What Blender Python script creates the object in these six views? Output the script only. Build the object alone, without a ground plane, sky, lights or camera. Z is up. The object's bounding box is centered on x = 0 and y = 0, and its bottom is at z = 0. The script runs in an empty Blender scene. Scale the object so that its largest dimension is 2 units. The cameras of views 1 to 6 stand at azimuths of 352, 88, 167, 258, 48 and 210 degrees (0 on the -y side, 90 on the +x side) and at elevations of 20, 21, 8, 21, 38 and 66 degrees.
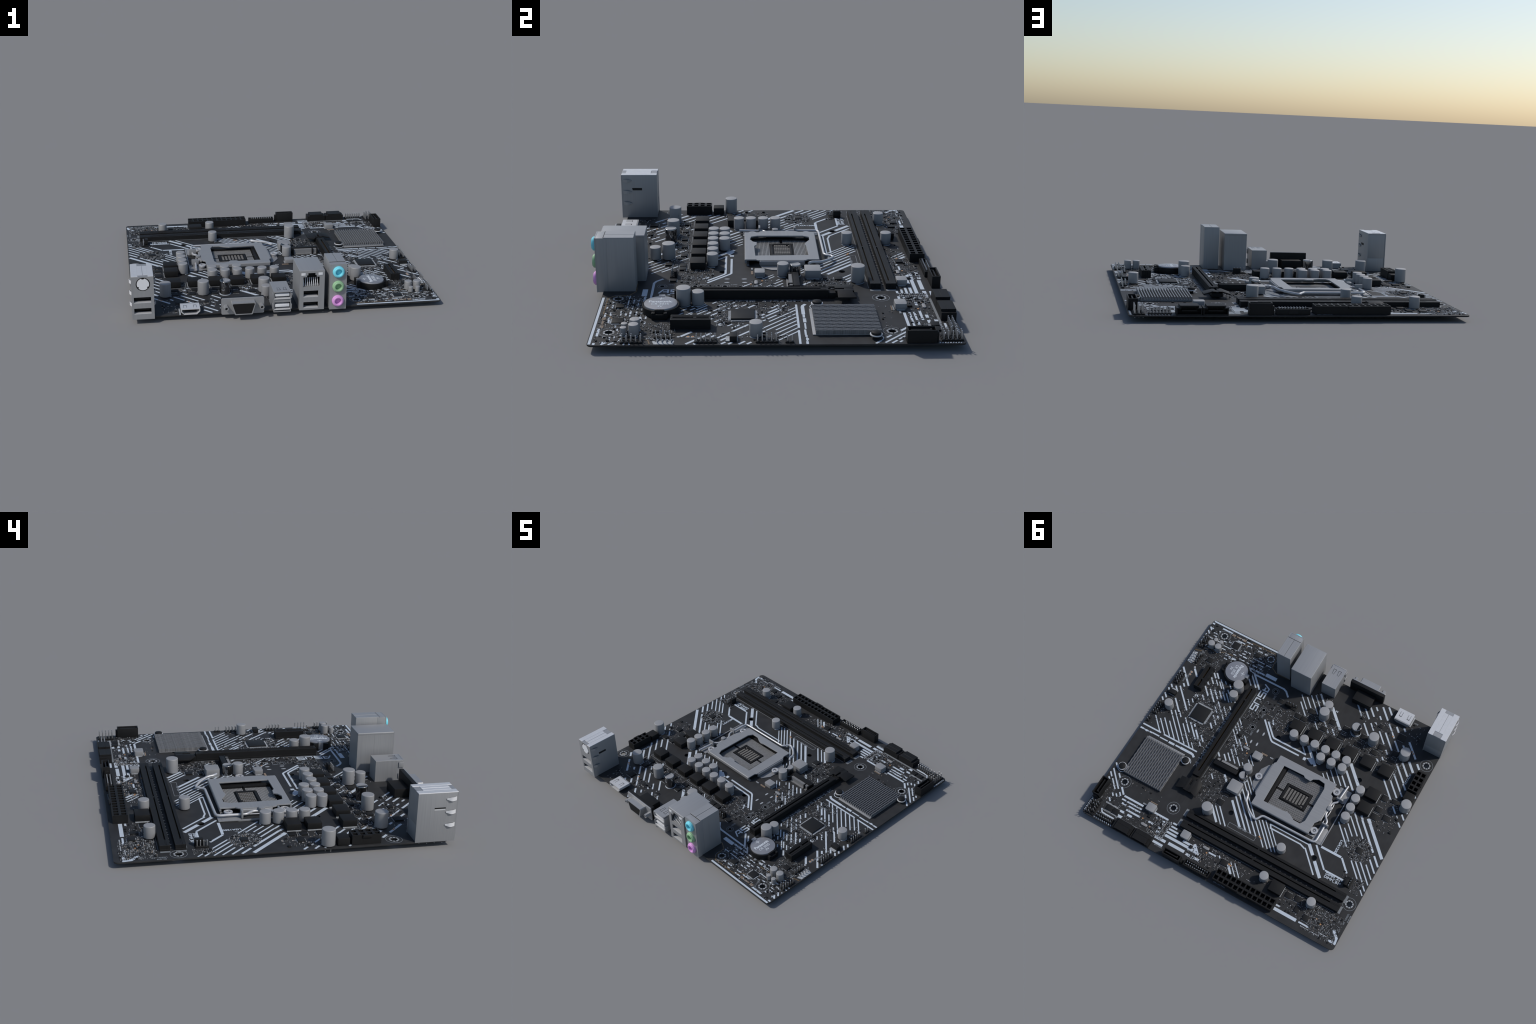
# A micro-ATX computer motherboard, built part by part (1 mm of the real board = 0.0088 units).
import bpy, bmesh, math, random
from mathutils import Vector, Matrix

R = random.Random(7)
ZT = 0.0375          # top of the circuit board
ZB = 0.0285          # underside of the circuit board
BX0, BX1, BY0, BY1 = -0.985, 0.9995, -0.859, 0.9295

# ------------------------------------------------------------------ materials
def material(name, col, rough=0.5, metal=0.0, grain=0.0, grain_scale=60.0, bump=0.0, spec=0.5, coat=0.0):
    m = bpy.data.materials.new(name); m.use_nodes = True
    nt = m.node_tree; b = nt.nodes["Principled BSDF"]
    b.inputs["Roughness"].default_value = rough
    b.inputs["Metallic"].default_value = metal
    b.inputs["Specular IOR Level"].default_value = spec
    b.inputs["Coat Weight"].default_value = coat
    tc = nt.nodes.new("ShaderNodeTexCoord")
    nz = nt.nodes.new("ShaderNodeTexNoise"); nz.inputs["Scale"].default_value = grain_scale; nz.inputs["Detail"].default_value = 4
    nt.links.new(tc.outputs["Object"], nz.inputs["Vector"])
    rp = nt.nodes.new("ShaderNodeValToRGB")
    rp.color_ramp.elements[0].position = 0.3; rp.color_ramp.elements[1].position = 0.7
    lo = [c * (1 - grain) for c in col]; hi = [min(1, c * (1 + grain)) for c in col]
    rp.color_ramp.elements[0].color = (*lo, 1); rp.color_ramp.elements[1].color = (*hi, 1)
    nt.links.new(nz.outputs["Fac"], rp.inputs["Fac"]); nt.links.new(rp.outputs["Color"], b.inputs["Base Color"])
    if bump:
        bp = nt.nodes.new("ShaderNodeBump"); bp.inputs["Strength"].default_value = bump; bp.inputs["Distance"].default_value = 0.002
        nt.links.new(nz.outputs["Fac"], bp.inputs["Height"]); nt.links.new(bp.outputs["Normal"], b.inputs["Normal"])
    return m

def brushed(name, col, rough, metal, along_side=(170, 170, 2.5), along_top=(170, 2.5, 60), amount=0.10):
    """Metal with fine brushing: streaks upright on walls, lengthwise on level faces."""
    m = bpy.data.materials.new(name); m.use_nodes = True
    nt = m.node_tree; N = nt.nodes; L = nt.links; b = N["Principled BSDF"]
    tc = N.new("ShaderNodeTexCoord"); geo = N.new("ShaderNodeNewGeometry")
    sep = N.new("ShaderNodeSeparateXYZ"); L.new(geo.outputs["Normal"], sep.inputs[0])
    ab = N.new("ShaderNodeMath"); ab.operation = "ABSOLUTE"; L.new(sep.outputs["Z"], ab.inputs[0])
    st = N.new("ShaderNodeMath"); st.operation = "GREATER_THAN"; st.inputs[1].default_value = 0.7; L.new(ab.outputs[0], st.inputs[0])
    fac = []
    for sc in (along_side, along_top):
        mp = N.new("ShaderNodeMapping"); mp.inputs["Scale"].default_value = sc
        L.new(tc.outputs["Object"], mp.inputs["Vector"])
        nz = N.new("ShaderNodeTexNoise"); nz.inputs["Scale"].default_value = 1.0; nz.inputs["Detail"].default_value = 3
        L.new(mp.outputs[0], nz.inputs["Vector"]); fac.append(nz.outputs["Fac"])
    mx = N.new("ShaderNodeMix"); L.new(st.outputs[0], mx.inputs[0]); L.new(fac[0], mx.inputs[2]); L.new(fac[1], mx.inputs[3])
    rp = N.new("ShaderNodeValToRGB"); rp.color_ramp.elements[0].position = 0.3; rp.color_ramp.elements[1].position = 0.7
    rp.color_ramp.elements[0].color = (*[c * (1 - amount) for c in col], 1)
    rp.color_ramp.elements[1].color = (*[min(1, c * (1 + amount)) for c in col], 1)
    L.new(mx.outputs[0], rp.inputs["Fac"]); L.new(rp.outputs["Color"], b.inputs["Base Color"])
    mr = N.new("ShaderNodeMapRange"); mr.inputs["To Min"].default_value = rough - 0.06; mr.inputs["To Max"].default_value = rough + 0.06
    L.new(mx.outputs[0], mr.inputs["Value"]); L.new(mr.outputs[0], b.inputs["Roughness"])
    bp = N.new("ShaderNodeBump"); bp.inputs["Strength"].default_value = 0.08; bp.inputs["Distance"].default_value = 0.001
    L.new(mx.outputs[0], bp.inputs["Height"]); L.new(bp.outputs["Normal"], b.inputs["Normal"])
    b.inputs["Metallic"].default_value = metal
    return m

def board_material():
    m = bpy.data.materials.new("solder_mask"); m.use_nodes = True
    nt = m.node_tree; N = nt.nodes; L = nt.links; b = N["Principled BSDF"]
    tc = N.new("ShaderNodeTexCoord")
    mp = N.new("ShaderNodeMapping"); mp.inputs["Rotation"].default_value = (0, 0, math.radians(45)); mp.inputs["Scale"].default_value = (90, 9, 9)
    L.new(tc.outputs["Object"], mp.inputs["Vector"])
    tr = N.new("ShaderNodeTexNoise"); tr.inputs["Scale"].default_value = 1; tr.inputs["Detail"].default_value = 2; L.new(mp.outputs[0], tr.inputs["Vector"])
    fi = N.new("ShaderNodeTexNoise"); fi.inputs["Scale"].default_value = 14; fi.inputs["Detail"].default_value = 5; L.new(tc.outputs["Object"], fi.inputs["Vector"])
    mx = N.new("ShaderNodeMath"); mx.operation = "MULTIPLY_ADD"; mx.inputs[1].default_value = 0.35
    L.new(tr.outputs["Fac"], mx.inputs[0]); L.new(fi.outputs["Fac"], mx.inputs[2])
    rp = N.new("ShaderNodeValToRGB"); e = rp.color_ramp.elements
    e[0].position = 0.45; e[0].color = (0.0212, 0.0214, 0.022, 1); e[1].position = 0.9; e[1].color = (0.0318, 0.0322, 0.0333, 1)
    L.new(mx.outputs[0], rp.inputs["Fac"]); L.new(rp.outputs["Color"], b.inputs["Base Color"])
    b.inputs["Roughness"].default_value = 0.6; b.inputs["Specular IOR Level"].default_value = 0.25
    return m

M = dict(
    mask=board_material(),
    ink=material("white_ink", (0.465, 0.52, 0.58), 0.6, grain=0.05, grain_scale=30),
    ink_grey=material("grey_ink", (0.16, 0.175, 0.19), 0.6, grain=0.08),
    plastic=material("black_plastic", (0.0115, 0.0115, 0.0118), 0.55, grain=0.12, grain_scale=120, bump=0.04, spec=0.18),
    inductor=material("moulded_black", (0.0115, 0.0115, 0.0117), 0.6, grain=0.15, grain_scale=200, bump=0.06, spec=0.18),
    chip=material("chip_black", (0.0125, 0.0127, 0.013), 0.55, grain=0.1, grain_scale=150, spec=0.22),
    can=brushed("capacitor_can", (0.295, 0.297, 0.303), 0.58, 0.25, amount=0.03),
    can_gloss=material("polished_can", (0.30, 0.30, 0.305), 0.14, 0.95, grain=0.05),
    black_gloss=material("glossy_black", (0.004, 0.004, 0.004), 0.3),
    crystal=brushed("grey_case", (0.27, 0.272, 0.276), 0.55, 0.25, amount=0.03),
    shell=brushed("port_shell_metal", (0.305, 0.31, 0.318), 0.46, 0.36, along_side=(260, 260, 3), along_top=(260, 3, 60), amount=0.055),
    lit_spring=material("sunlit_spring_metal", (0.86, 0.86, 0.87), 0.35, 0.35, grain=0.02),  # brighter copy of the shell metal for springs facing the sun
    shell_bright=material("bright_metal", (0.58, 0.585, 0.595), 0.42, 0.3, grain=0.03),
    steel=brushed("socket_steel", (0.265, 0.27, 0.277), 0.48, 0.25, along_side=(4, 170, 170), along_top=(4, 170, 60), amount=0.05),
    wire=material("lever_steel", (0.47, 0.475, 0.487), 0.38, 0.35, grain=0.03),
    pin=material("pin_metal", (0.52, 0.525, 0.53), 0.3, 0.8, grain=0.05),
    contact=material("socket_contact", (0.42, 0.415, 0.405), 0.4, 0.35, grain=0.1),
    land=material("centre_component", (0.165, 0.155, 0.14), 0.55, grain=0.2, grain_scale=200),
    pad_dim=material("dull_pad", (0.13, 0.135, 0.14), 0.5, 0.2, grain=0.35, grain_scale=80),
    pad=material("tinned_pad", (0.36, 0.38, 0.40), 0.5, 0.12, grain=0.25, grain_scale=80),
    tan=material("ceramic_tan", (0.27, 0.205, 0.15), 0.55, grain=0.2, grain_scale=80),
    copper=material("copper_trace", (0.115, 0.075, 0.035), 0.5, grain=0.2),
    copper_pad=material("copper_pad", (0.45, 0.24, 0.11), 0.45, 0.3, grain=0.2),
    fin=brushed("heatsink_aluminium", (0.25, 0.252, 0.257), 0.42, 0.5, amount=0.28),
    cell=brushed("battery_steel", (0.27, 0.275, 0.295), 0.42, 0.4, along_top=(40, 40, 40), amount=0.03),
    cell_ink=material("battery_print", (0.62, 0.66, 0.70), 0.5),
    blue=material("blue_jack", (0.18, 0.64, 0.76), 0.45, spec=0.4),
    green=material("green_jack", (0.27, 0.46, 0.27), 0.45, spec=0.4),
    pink=material("pink_jack", (0.64, 0.31, 0.65), 0.45, spec=0.4),
    white=material("white_plastic", (0.66, 0.67, 0.69), 0.45, grain=0.02),
    lamp=material("clear_lamp", (0.62, 0.63, 0.65), 0.35),
)

# ------------------------------------------------------------------ mesh tools
class Build:
    """Collects boxes, prisms and turned shapes into one mesh."""
    def __init__(self): self.bm = bmesh.new()
    def poly(self, pts, z0, z1):
        area = sum(a[0] * b[1] - b[0] * a[1] for a, b in zip(pts, pts[1:] + pts[:1]))
        if area < 0: pts = pts[::-1]
        lo = [self.bm.verts.new((x, y, z0)) for x, y in pts]; hi = [self.bm.verts.new((x, y, z1)) for x, y in pts]
        n = len(pts)
        self.bm.faces.new(lo[::-1]); self.bm.faces.new(hi)
        for i in range(n): self.bm.faces.new((lo[i], lo[(i + 1) % n], hi[(i + 1) % n], hi[i]))
        return self
    def box(self, x0, x1, y0, y1, z0, z1):
        return self.poly([(x0, y0), (x1, y0), (x1, y1), (x0, y1)], z0, z1)
    def band(self, p, q, w, z0, z1):
        """A straight strip of width w from p to q."""
        p = Vector(p); q = Vector(q); n = (q - p).normalized() * (w / 2); n = Vector((-n.y, n.x))
        return self.poly([tuple(p - n), tuple(q - n), tuple(q + n), tuple(p + n)], z0, z1)
    def path(self, pts, w, z0, z1):
        """A mitred strip along a polyline."""
        P = [Vector(p) for p in pts]; Lf, Rt = [], []
        for i, p in enumerate(P):
            d1 = (P[i] - P[i - 1]).normalized() if i else None
            d2 = (P[i + 1] - P[i]).normalized() if i < len(P) - 1 else None
            d = ((d1 or d2) + (d2 or d1)).normalized(); n = Vector((-d.y, d.x))
            k = 1 / max(0.4, n.dot(Vector((-(d1 or d2).y, (d1 or d2).x))))
            Lf.append(p + n * w / 2 * k); Rt.append(p - n * w / 2 * k)
        return self.poly([tuple(v) for v in Rt + Lf[::-1]], z0, z1)
    def turn(self, prof, cx=0, cy=0, n=40, axis="z"):
        """Solid of revolution; prof = [(radius, height)...] from bottom to top."""
        rings = []
        for r, h in prof:
            ring = []
            for i in range(n):
                a = 2 * math.pi * i / n
                p = (cx + r * math.cos(a), cy + r * math.sin(a), h) if axis == "z" else (cx + r * math.cos(a), h, cy + r * math.sin(a))
                ring.append(self.bm.verts.new(p))
            rings.append(ring)
        for a, b in zip(rings, rings[1:]):
            for i in range(n): self.bm.faces.new((a[i], a[(i + 1) % n], b[(i + 1) % n], b[i]))
        self.bm.faces.new(rings[0][::-1]); self.bm.faces.new(rings[-1])
        return self
    def ring(self, cx, cy, r0, r1, z0, z1, n=40, a0=0.0, a1=2 * math.pi):
        full = a1 - a0 > 6.28
        P = []
        k = n if full else n + 1
        for i in range(k):
            a = a0 + (a1 - a0) * i / n
            c, s = math.cos(a), math.sin(a)
            P.append([self.bm.verts.new((cx + r * c, cy + r * s, z)) for r, z in ((r0, z0), (r1, z0), (r1, z1), (r0, z1))])
        for i in range(k if full else k - 1):
            a, b = P[i], P[(i + 1) % k]
            for j in range(4): self.bm.faces.new((a[j], b[j], b[(j + 1) % 4], a[(j + 1) % 4]))
        if not full:
            self.bm.faces.new(P[0]); self.bm.faces.new(P[-1][::-1])
        return self
    def wall(self, pts, y0, y1):
        """A shape drawn in x and z, pushed through from y0 to y1."""
        a = [self.bm.verts.new((x, y0, z)) for x, z in pts]; b = [self.bm.verts.new((x, y1, z)) for x, z in pts]
        n = len(pts); self.bm.faces.new(a); self.bm.faces.new(b[::-1])
        for i in range(n): self.bm.faces.new((a[i], b[i], b[(i + 1) % n], a[(i + 1) % n]))
        return self
    def mesh(self, name, mat, bevel=0.0, segments=2, smooth=35):
        bm = self.bm
        bmesh.ops.recalc_face_normals(bm, faces=bm.faces)
        if bevel:
            ed = [e for e in bm.edges if len(e.link_faces) == 2 and e.calc_face_angle(0) > math.radians(30)]
            bmesh.ops.bevel(bm, geom=ed, offset=bevel, segments=segments, affect="EDGES", clamp_overlap=True, profile=0.6)
        for f in bm.faces: f.smooth = True
        for e in bm.edges:
            if len(e.link_faces) != 2 or e.calc_face_angle(0) > math.radians(smooth): e.smooth = False
        me = bpy.data.meshes.new(name); bm.to_mesh(me); bm.free()
        me.materials.append(mat)
        return me

def put(name, me, parent, loc=(0, 0, 0), rot=0.0, kind=None):
    o = bpy.data.objects.new(name, me)
    bpy.context.scene.collection.objects.link(o)
    o.parent = parent
    off = Vector(); up = parent
    while up: off += up.location; up = up.parent
    o.location = Vector(loc) - off
    o.rotation_euler = (0, 0, rot)
    if kind: o["kind"] = kind
    return o

def settle(o):
    """Move the origin of a part drawn in place to the middle of its base."""
    me = o.data; xs = [v.co for v in me.vertices]
    c = Vector(((min(v.x for v in xs) + max(v.x for v in xs)) / 2, (min(v.y for v in xs) + max(v.y for v in xs)) / 2, min(v.z for v in xs)))
    me.transform(Matrix.Translation(-c)); o.location = o.location + c
    return o

def part(name, build, mat, parent=None, bevel=0.0, segments=2, kind=None, smooth=35):
    return settle(put(name, build.mesh(name, M[mat], bevel, segments, smooth), parent or ROOT, kind=kind))

def sheet(outer, holes, z0, z1, bevel=0.0, resolution=2):
    """A plate cut to an outline with holes, as mesh data."""
    cu = bpy.data.curves.new("outline", "CURVE"); cu.dimensions = "2D"; cu.fill_mode = "BOTH"
    cu.extrude = (z1 - z0) / 2 - bevel; cu.bevel_depth = bevel; cu.bevel_resolution = resolution; cu.offset = -bevel
    for pts in [outer] + holes:
        s = cu.splines.new("POLY"); s.points.add(len(pts) - 1); s.use_cyclic_u = True
        for p, q in zip(s.points, pts): p.co = (q[0], q[1], 0, 1)
    ob = bpy.data.objects.new("outline", cu); bpy.context.scene.collection.objects.link(ob)
    dg = bpy.context.evaluated_depsgraph_get(); me = bpy.data.meshes.new_from_object(ob.evaluated_get(dg))
    bpy.data.objects.remove(ob); bpy.data.curves.remove(cu)
    me.transform(Matrix.Translation((0, 0, (z0 + z1) / 2)))
    for p in me.polygons: p.use_smooth = False
    return me

def circle(cx, cy, r, n=32): return [(cx + r * math.cos(2 * math.pi * i / n), cy + r * math.sin(2 * math.pi * i / n)) for i in range(n)]
def rounded(x0, x1, y0, y1, r, n=6):
    out = []
    for cx, cy, a in ((x1 - r, y1 - r, 0), (x0 + r, y1 - r, 90), (x0 + r, y0 + r, 180), (x1 - r, y0 + r, 270)):
        for i in range(n + 1):
            t = math.radians(a + 90 * i / n); out.append((cx + r * math.cos(t), cy + r * math.sin(t)))
    return out

def lettering(s, x, y, size, turn, z, mat, name, parent, width=None, bold=0.0, align="LEFT"):
    """Printed words: turn = 90 reads along +y, 180 reads along -x."""
    cu = bpy.data.curves.new("words", "FONT"); cu.body = s; cu.size = size; cu.extrude = 0.0004; cu.offset = bold
    cu.align_x = align; cu.resolution_u = 3
    ob = bpy.data.objects.new("words", cu); bpy.context.scene.collection.objects.link(ob)
    dg = bpy.context.evaluated_depsgraph_get(); me = bpy.data.meshes.new_from_object(ob.evaluated_get(dg))
    bpy.data.objects.remove(ob); bpy.data.curves.remove(cu)
    if width:
        w = max(v.co.x for v in me.vertices) - min(v.co.x for v in me.vertices)
        me.transform(Matrix.Diagonal((width / w, 1, 1, 1)))
    me.transform(Matrix.Translation((x, y, z)) @ Matrix.Rotation(math.radians(turn), 4, "Z"))
    me.materials.clear(); me.materials.append(M[mat]); me.name = name
    return settle(put(name, me, parent))

# ------------------------------------------------------------------ the thing
ROOT = bpy.data.objects.new("computer_motherboard", None)
bpy.context.scene.collection.objects.link(ROOT)
ROOT["label"] = "dark grey computer motherboard with white diagonal stripes and metal ports"
ROOT["category"] = "circuit board"

# ------------------------------------------------------------------ board
MOUNTS = [(0.859, -0.770), (0.456, -0.770), (-0.931, -0.568), (-0.932, 0.594), (0.456, 0.592), (0.859, 0.594)]
COOLER_HOLES = [(0.091, -0.239), (0.090, 0.424), (-0.570, -0.236), (-0.571, 0.425)]
CARD_HOLES = [(0.293, -0.555), (0.293, -0.380), (0.294, -0.221)]
holes = [circle(x, y, 0.0180) for x, y in MOUNTS] + [circle(x, y, 0.0172) for x, y in COOLER_HOLES] + [circle(x, y, 0.0105) for x, y in CARD_HOLES]
me = sheet(rounded(BX0, BX1, BY0, BY1, 0.026), holes, ZB, ZT, bevel=0.0012, resolution=1)
me.materials.append(M["mask"])
BOARD = settle(put("printed_circuit_board", me, ROOT))

# --- white printed stripes: diagonal families on lines x + y = c, from t0 to t1 (t = y - x), width w
DIAGONAL = {}
DIAGONAL["front"] = [(0.176,-1.052,-0.997,0.009),(0.211,-1.101,-1.061,0.008),(0.237,-0.961,-0.852,0.009),(0.249,-1.135,-1.001,0.008),(0.268,-0.992,-0.884,0.009),(0.27,-1.218,-1.148,0.011),(0.298,-1.009,-0.907,0.009),(0.299,-1.228,-1.162,0.011),(0.339,-1.184,-1.103,0.01),(0.341,-1.035,-0.919,0.01),(0.384,-1.055,-0.893,0.01),(0.387,-0.735,-0.703,0.01),(0.39,-1.15,-1.11,0.01),(0.426,-1.104,-0.966,0.011),(0.477,-0.676,-0.601,0.011),(0.478,-1.011,-0.948,0.009),(0.484,-1.332,-1.229,0.014),(0.591,-0.996,-0.949,0.009),(0.593,-1.385,-1.15,0.013),(0.599,-0.564,-0.482,0.011),(0.634,-1.366,-1.332,0.013),(0.636,-1.195,-1.153,0.012),(0.636,-1.001,-0.923,0.009),(0.636,-0.705,-0.673,0.011),(0.638,-0.638,-0.522,0.012),(0.669,-0.737,-0.534,0.01),(0.677,-1.174,-0.877,0.011),(0.709,-0.801,-0.626,0.009),(0.715,-0.512,-0.438,0.006),(0.719,-1.186,-1.114,0.011),(0.747,-0.743,-0.47,0.008),(0.751,-0.902,-0.818,0.009),(0.757,-1.049,-0.85,0.011),(0.76,-1.22,-1.18,0.011),(0.79,-0.914,-0.515,0.008),(0.796,-1.199,-1.151,0.011),(0.83,-0.924,-0.87,0.01),(0.831,-0.86,-0.555,0.008),(0.845,-1.145,-1.08,0.011),(0.873,-0.808,-0.596,0.008),(0.884,-1.105,-1.059,0.011),(0.913,-0.857,-0.637,0.008),(0.956,-0.862,-0.677,0.008),(0.996,-0.911,-0.718,0.008)]
DIAGONAL["middle"] = [(0.175,0.552,0.778,0.007),(0.176,-0.643,-0.541,0.008),(0.176,-0.441,-0.322,0.007),(0.176,-0.216,-0.093,0.006),(0.205,0.498,0.842,0.007),(0.206,-0.174,-0.115,0.007),(0.208,-0.607,-0.505,0.008),(0.237,0.488,0.828,0.008),(0.238,-0.425,-0.284,0.007),(0.239,-0.574,-0.484,0.008),(0.24,0.01,0.174,0.007),(0.268,0.48,0.789,0.008),(0.27,-0.545,-0.344,0.008),(0.271,0.045,0.201,0.007),(0.273,-0.164,-0.125,0.006),(0.303,0.3,0.763,0.008),(0.305,0.057,0.297,0.008),(0.306,-0.376,-0.129,0.008),(0.342,0.103,0.633,0.009),(0.346,-0.336,-0.168,0.008),(0.384,0.141,0.594,0.01),(0.385,-0.303,-0.207,0.009),(0.425,-0.299,-0.222,0.01),(0.425,0.172,0.555,0.011),(0.47,0.208,0.503,0.016),(0.475,-0.083,0.004,0.015),(0.477,-0.335,-0.284,0.011),(0.6,-0.124,-0.062,0.008),(0.604,0.236,0.455,0.009),(0.642,0.218,0.425,0.008),(0.677,0.201,0.391,0.015),(-0.402,1.066,1.228,0.013),(-0.202,0.875,1.137,0.012),(-0.138,0.843,0.966,0.022),(-0.138,1.028,1.204,0.022),(-0.088,0.875,1.158,0.01)]
DIAGONAL["far_corner"] = [(-0.769,0.799,1.182,0.021),(-0.708,0.746,1.095,0.014),(-0.708,1.131,1.267,0.013),(-0.656,1.153,1.31,0.011),(-0.655,0.732,0.935,0.01),(-0.61,0.719,0.895,0.009),(-0.606,1.193,1.355,0.009),(-0.562,0.743,0.883,0.008),(-0.561,1.146,1.40,0.009),(-0.518,1.134,1.348,0.009),(-0.516,0.777,0.925,0.008),(-0.513,1.385,1.449,0.009),(-0.481,1.115,1.311,0.009),(-0.478,0.702,0.969,0.009),(-0.477,1.415,1.487,0.008)]
DIAGONAL["power"] = [(-1.416,0.069,0.267,0.014),(-1.415,0.32,0.386,0.014),(-1.414,-0.095,-0.05,0.013),(-1.346,-0.129,-0.06,0.013),(-1.345,0.275,0.4,0.017),(-1.344,0.086,0.131,0.013),(-1.34,-0.372,-0.266,0.013),(-1.282,-0.183,-0.012,0.011),(-1.282,0.640,0.668,0.011),(-1.281,-0.38,-0.221,0.013),(-1.278,0.015,0.143,0.012),(-1.278,0.268,0.425,0.013),(-1.218,-0.291,-0.246,0.011),(-1.217,0.266,0.483,0.012),(-1.216,-0.097,0.111,0.011),(-1.215,-0.399,-0.352,0.011),(-1.213,0.488,0.56,0.013),(-1.161,-0.128,0.023,0.01),(-1.159,0.087,0.146,0.01),(-1.158,-0.414,-0.3,0.012),(-1.158,0.359,0.615,0.011),(-1.154,-0.234,-0.203,0.009),(-1.152,0.795,0.823,0.011),(-1.105,-0.239,-0.149,0.01),(-1.103,0.415,0.615,0.011),(-1.101,-0.445,-0.286,0.011),(-1.1,0.151,0.19,0.01),(-1.098,0.794,0.87,0.011),(-1.044,0.154,0.191,0.011),(-1.044,0.793,0.821,0.008),(-1.041,0.391,0.618,0.011),(-1.039,-0.516,-0.347,0.011),(-1.039,0.688,0.771,0.011),(-1.038,0.864,0.928,0.011),(-1.037,-0.258,-0.108,0.011),(-0.779,-0.514,-0.245,0.02),(-0.776,0.138,0.391,0.022)]
DIAGONAL["phases"] = [(-0.77,0.749,0.80,0.024),(-0.712,0.7,0.745,0.015),(-0.709,0.2,0.429,0.014),(-0.707,-0.696,-0.557,0.013),(-0.705,-0.278,-0.204,0.01),(-0.658,0.652,0.73,0.011),(-0.654,-0.695,-0.525,0.008),(-0.653,-0.382,-0.249,0.008),(-0.652,0.241,0.371,0.01),(-0.609,0.136,0.345,0.008),(-0.609,0.675,0.718,0.008),(-0.608,-0.707,-0.478,0.008),(-0.561,-0.696,-0.567,0.008),(-0.558,0.151,0.31,0.008),(-0.557,-0.409,-0.311,0.007),(-0.515,-0.741,-0.563,0.007),(-0.513,0.168,0.262,0.007),(-0.481,-0.666,-0.496,0.009),(-0.478,-0.089,-0.037,0.006),(-0.473,0.164,0.222,0.007),(-0.42,-0.164,0.071,0.02),(-0.361,-0.173,-0.069,0.009)]
DIAGONAL["drives"] = [(1.488,-0.372,-0.321,0.011),(1.491,-0.494,-0.439,0.011),(1.492,-0.217,-0.132,0.013),(1.524,-0.17,-0.127,0.01),(1.529,-0.441,-0.207,0.01),(1.561,-0.165,-0.13,0.01),(1.562,-0.335,-0.213,0.009),(1.565,-0.414,-0.357,0.01),(1.593,-0.365,-0.335,0.01),(1.594,-0.189,-0.146,0.01),(1.634,-0.143,-0.101,0.011)]
DIAGONAL["rear"] = [(-0.033,-1.066,-0.982,0.009),(0.201,-1.785,-1.737,0.011),(0.235,-1.755,-1.705,0.01),(0.268,-1.722,-1.706,0.009),(0.606,0.848,1.0,0.007),(0.641,0.824,0.978,0.007),(0.673,0.842,0.942,0.015),(0.732,0.732,0.761,0.009)]
# straight strips along x: y, x0, x1, width
STRAIGHT = {}
STRAIGHT["chipset"] = [(0.1765,0.662,0.700,0.012),(0.1775,0.765,0.83,0.009),(0.1775,0.925,0.966,0.008),(0.143,0.844,0.994,0.011),(0.145,0.54,0.818,0.011),(0.174,0.838,0.897,0.01),(0.176,0.566,0.66,0.018),(0.176,0.898,0.92,0.011),(0.177,0.968,0.996,0.012),(0.178,0.708,0.756,0.016),(0.179,0.935,0.951,0.014)]
STRAIGHT["drives"] = [(0.684,0.645,0.802,0.014),(0.685,0.44,0.548,0.013),(0.687,0.368,0.398,0.012),(0.711,0.451,0.472,0.012),(0.711,0.64,0.804,0.011),(0.712,0.513,0.523,0.011),(0.713,0.349,0.397,0.012),(0.731,0.453,0.47,0.014),(0.735,0.638,0.735,0.011),(0.737,0.326,0.401,0.013),(0.737,0.755,0.789,0.013),(0.748,0.017,0.075,0.011),(0.762,0.321,0.403,0.015),(0.762,0.515,0.554,0.014),(0.765,0.171,0.271,0.016),(0.765,0.452,0.475,0.014),(0.765,0.622,0.735,0.013),(0.789,0.151,0.4,0.019),(0.792,0.672,0.708,0.016),(0.792,0.736,0.769,0.016),(0.795,0.45,0.47,0.018),(0.828,0.222,0.349,0.021),(0.829,0.731,0.769,0.018),(0.831,0.104,0.158,0.017),(0.831,0.371,0.457,0.02),(0.834,0.175,0.206,0.017),(0.866,0.374,0.459,0.017),(0.866,0.773,0.847,0.013)]
STRAIGHT["memory"] = [(0.331,-0.728,-0.574,0.016),(0.36,-0.487,-0.192,0.009),(0.386,-0.439,-0.209,0.01),(0.467,-0.816,-0.676,0.011),(0.839,-0.535,-0.507,0.012),(0.867,-0.771,-0.694,0.011),(0.867,-0.676,-0.506,0.022),(0.878,-0.98,-0.925,0.016)]
STRAIGHT["socket"] = [(-0.188,-0.163,-0.142,0.023)]
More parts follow.
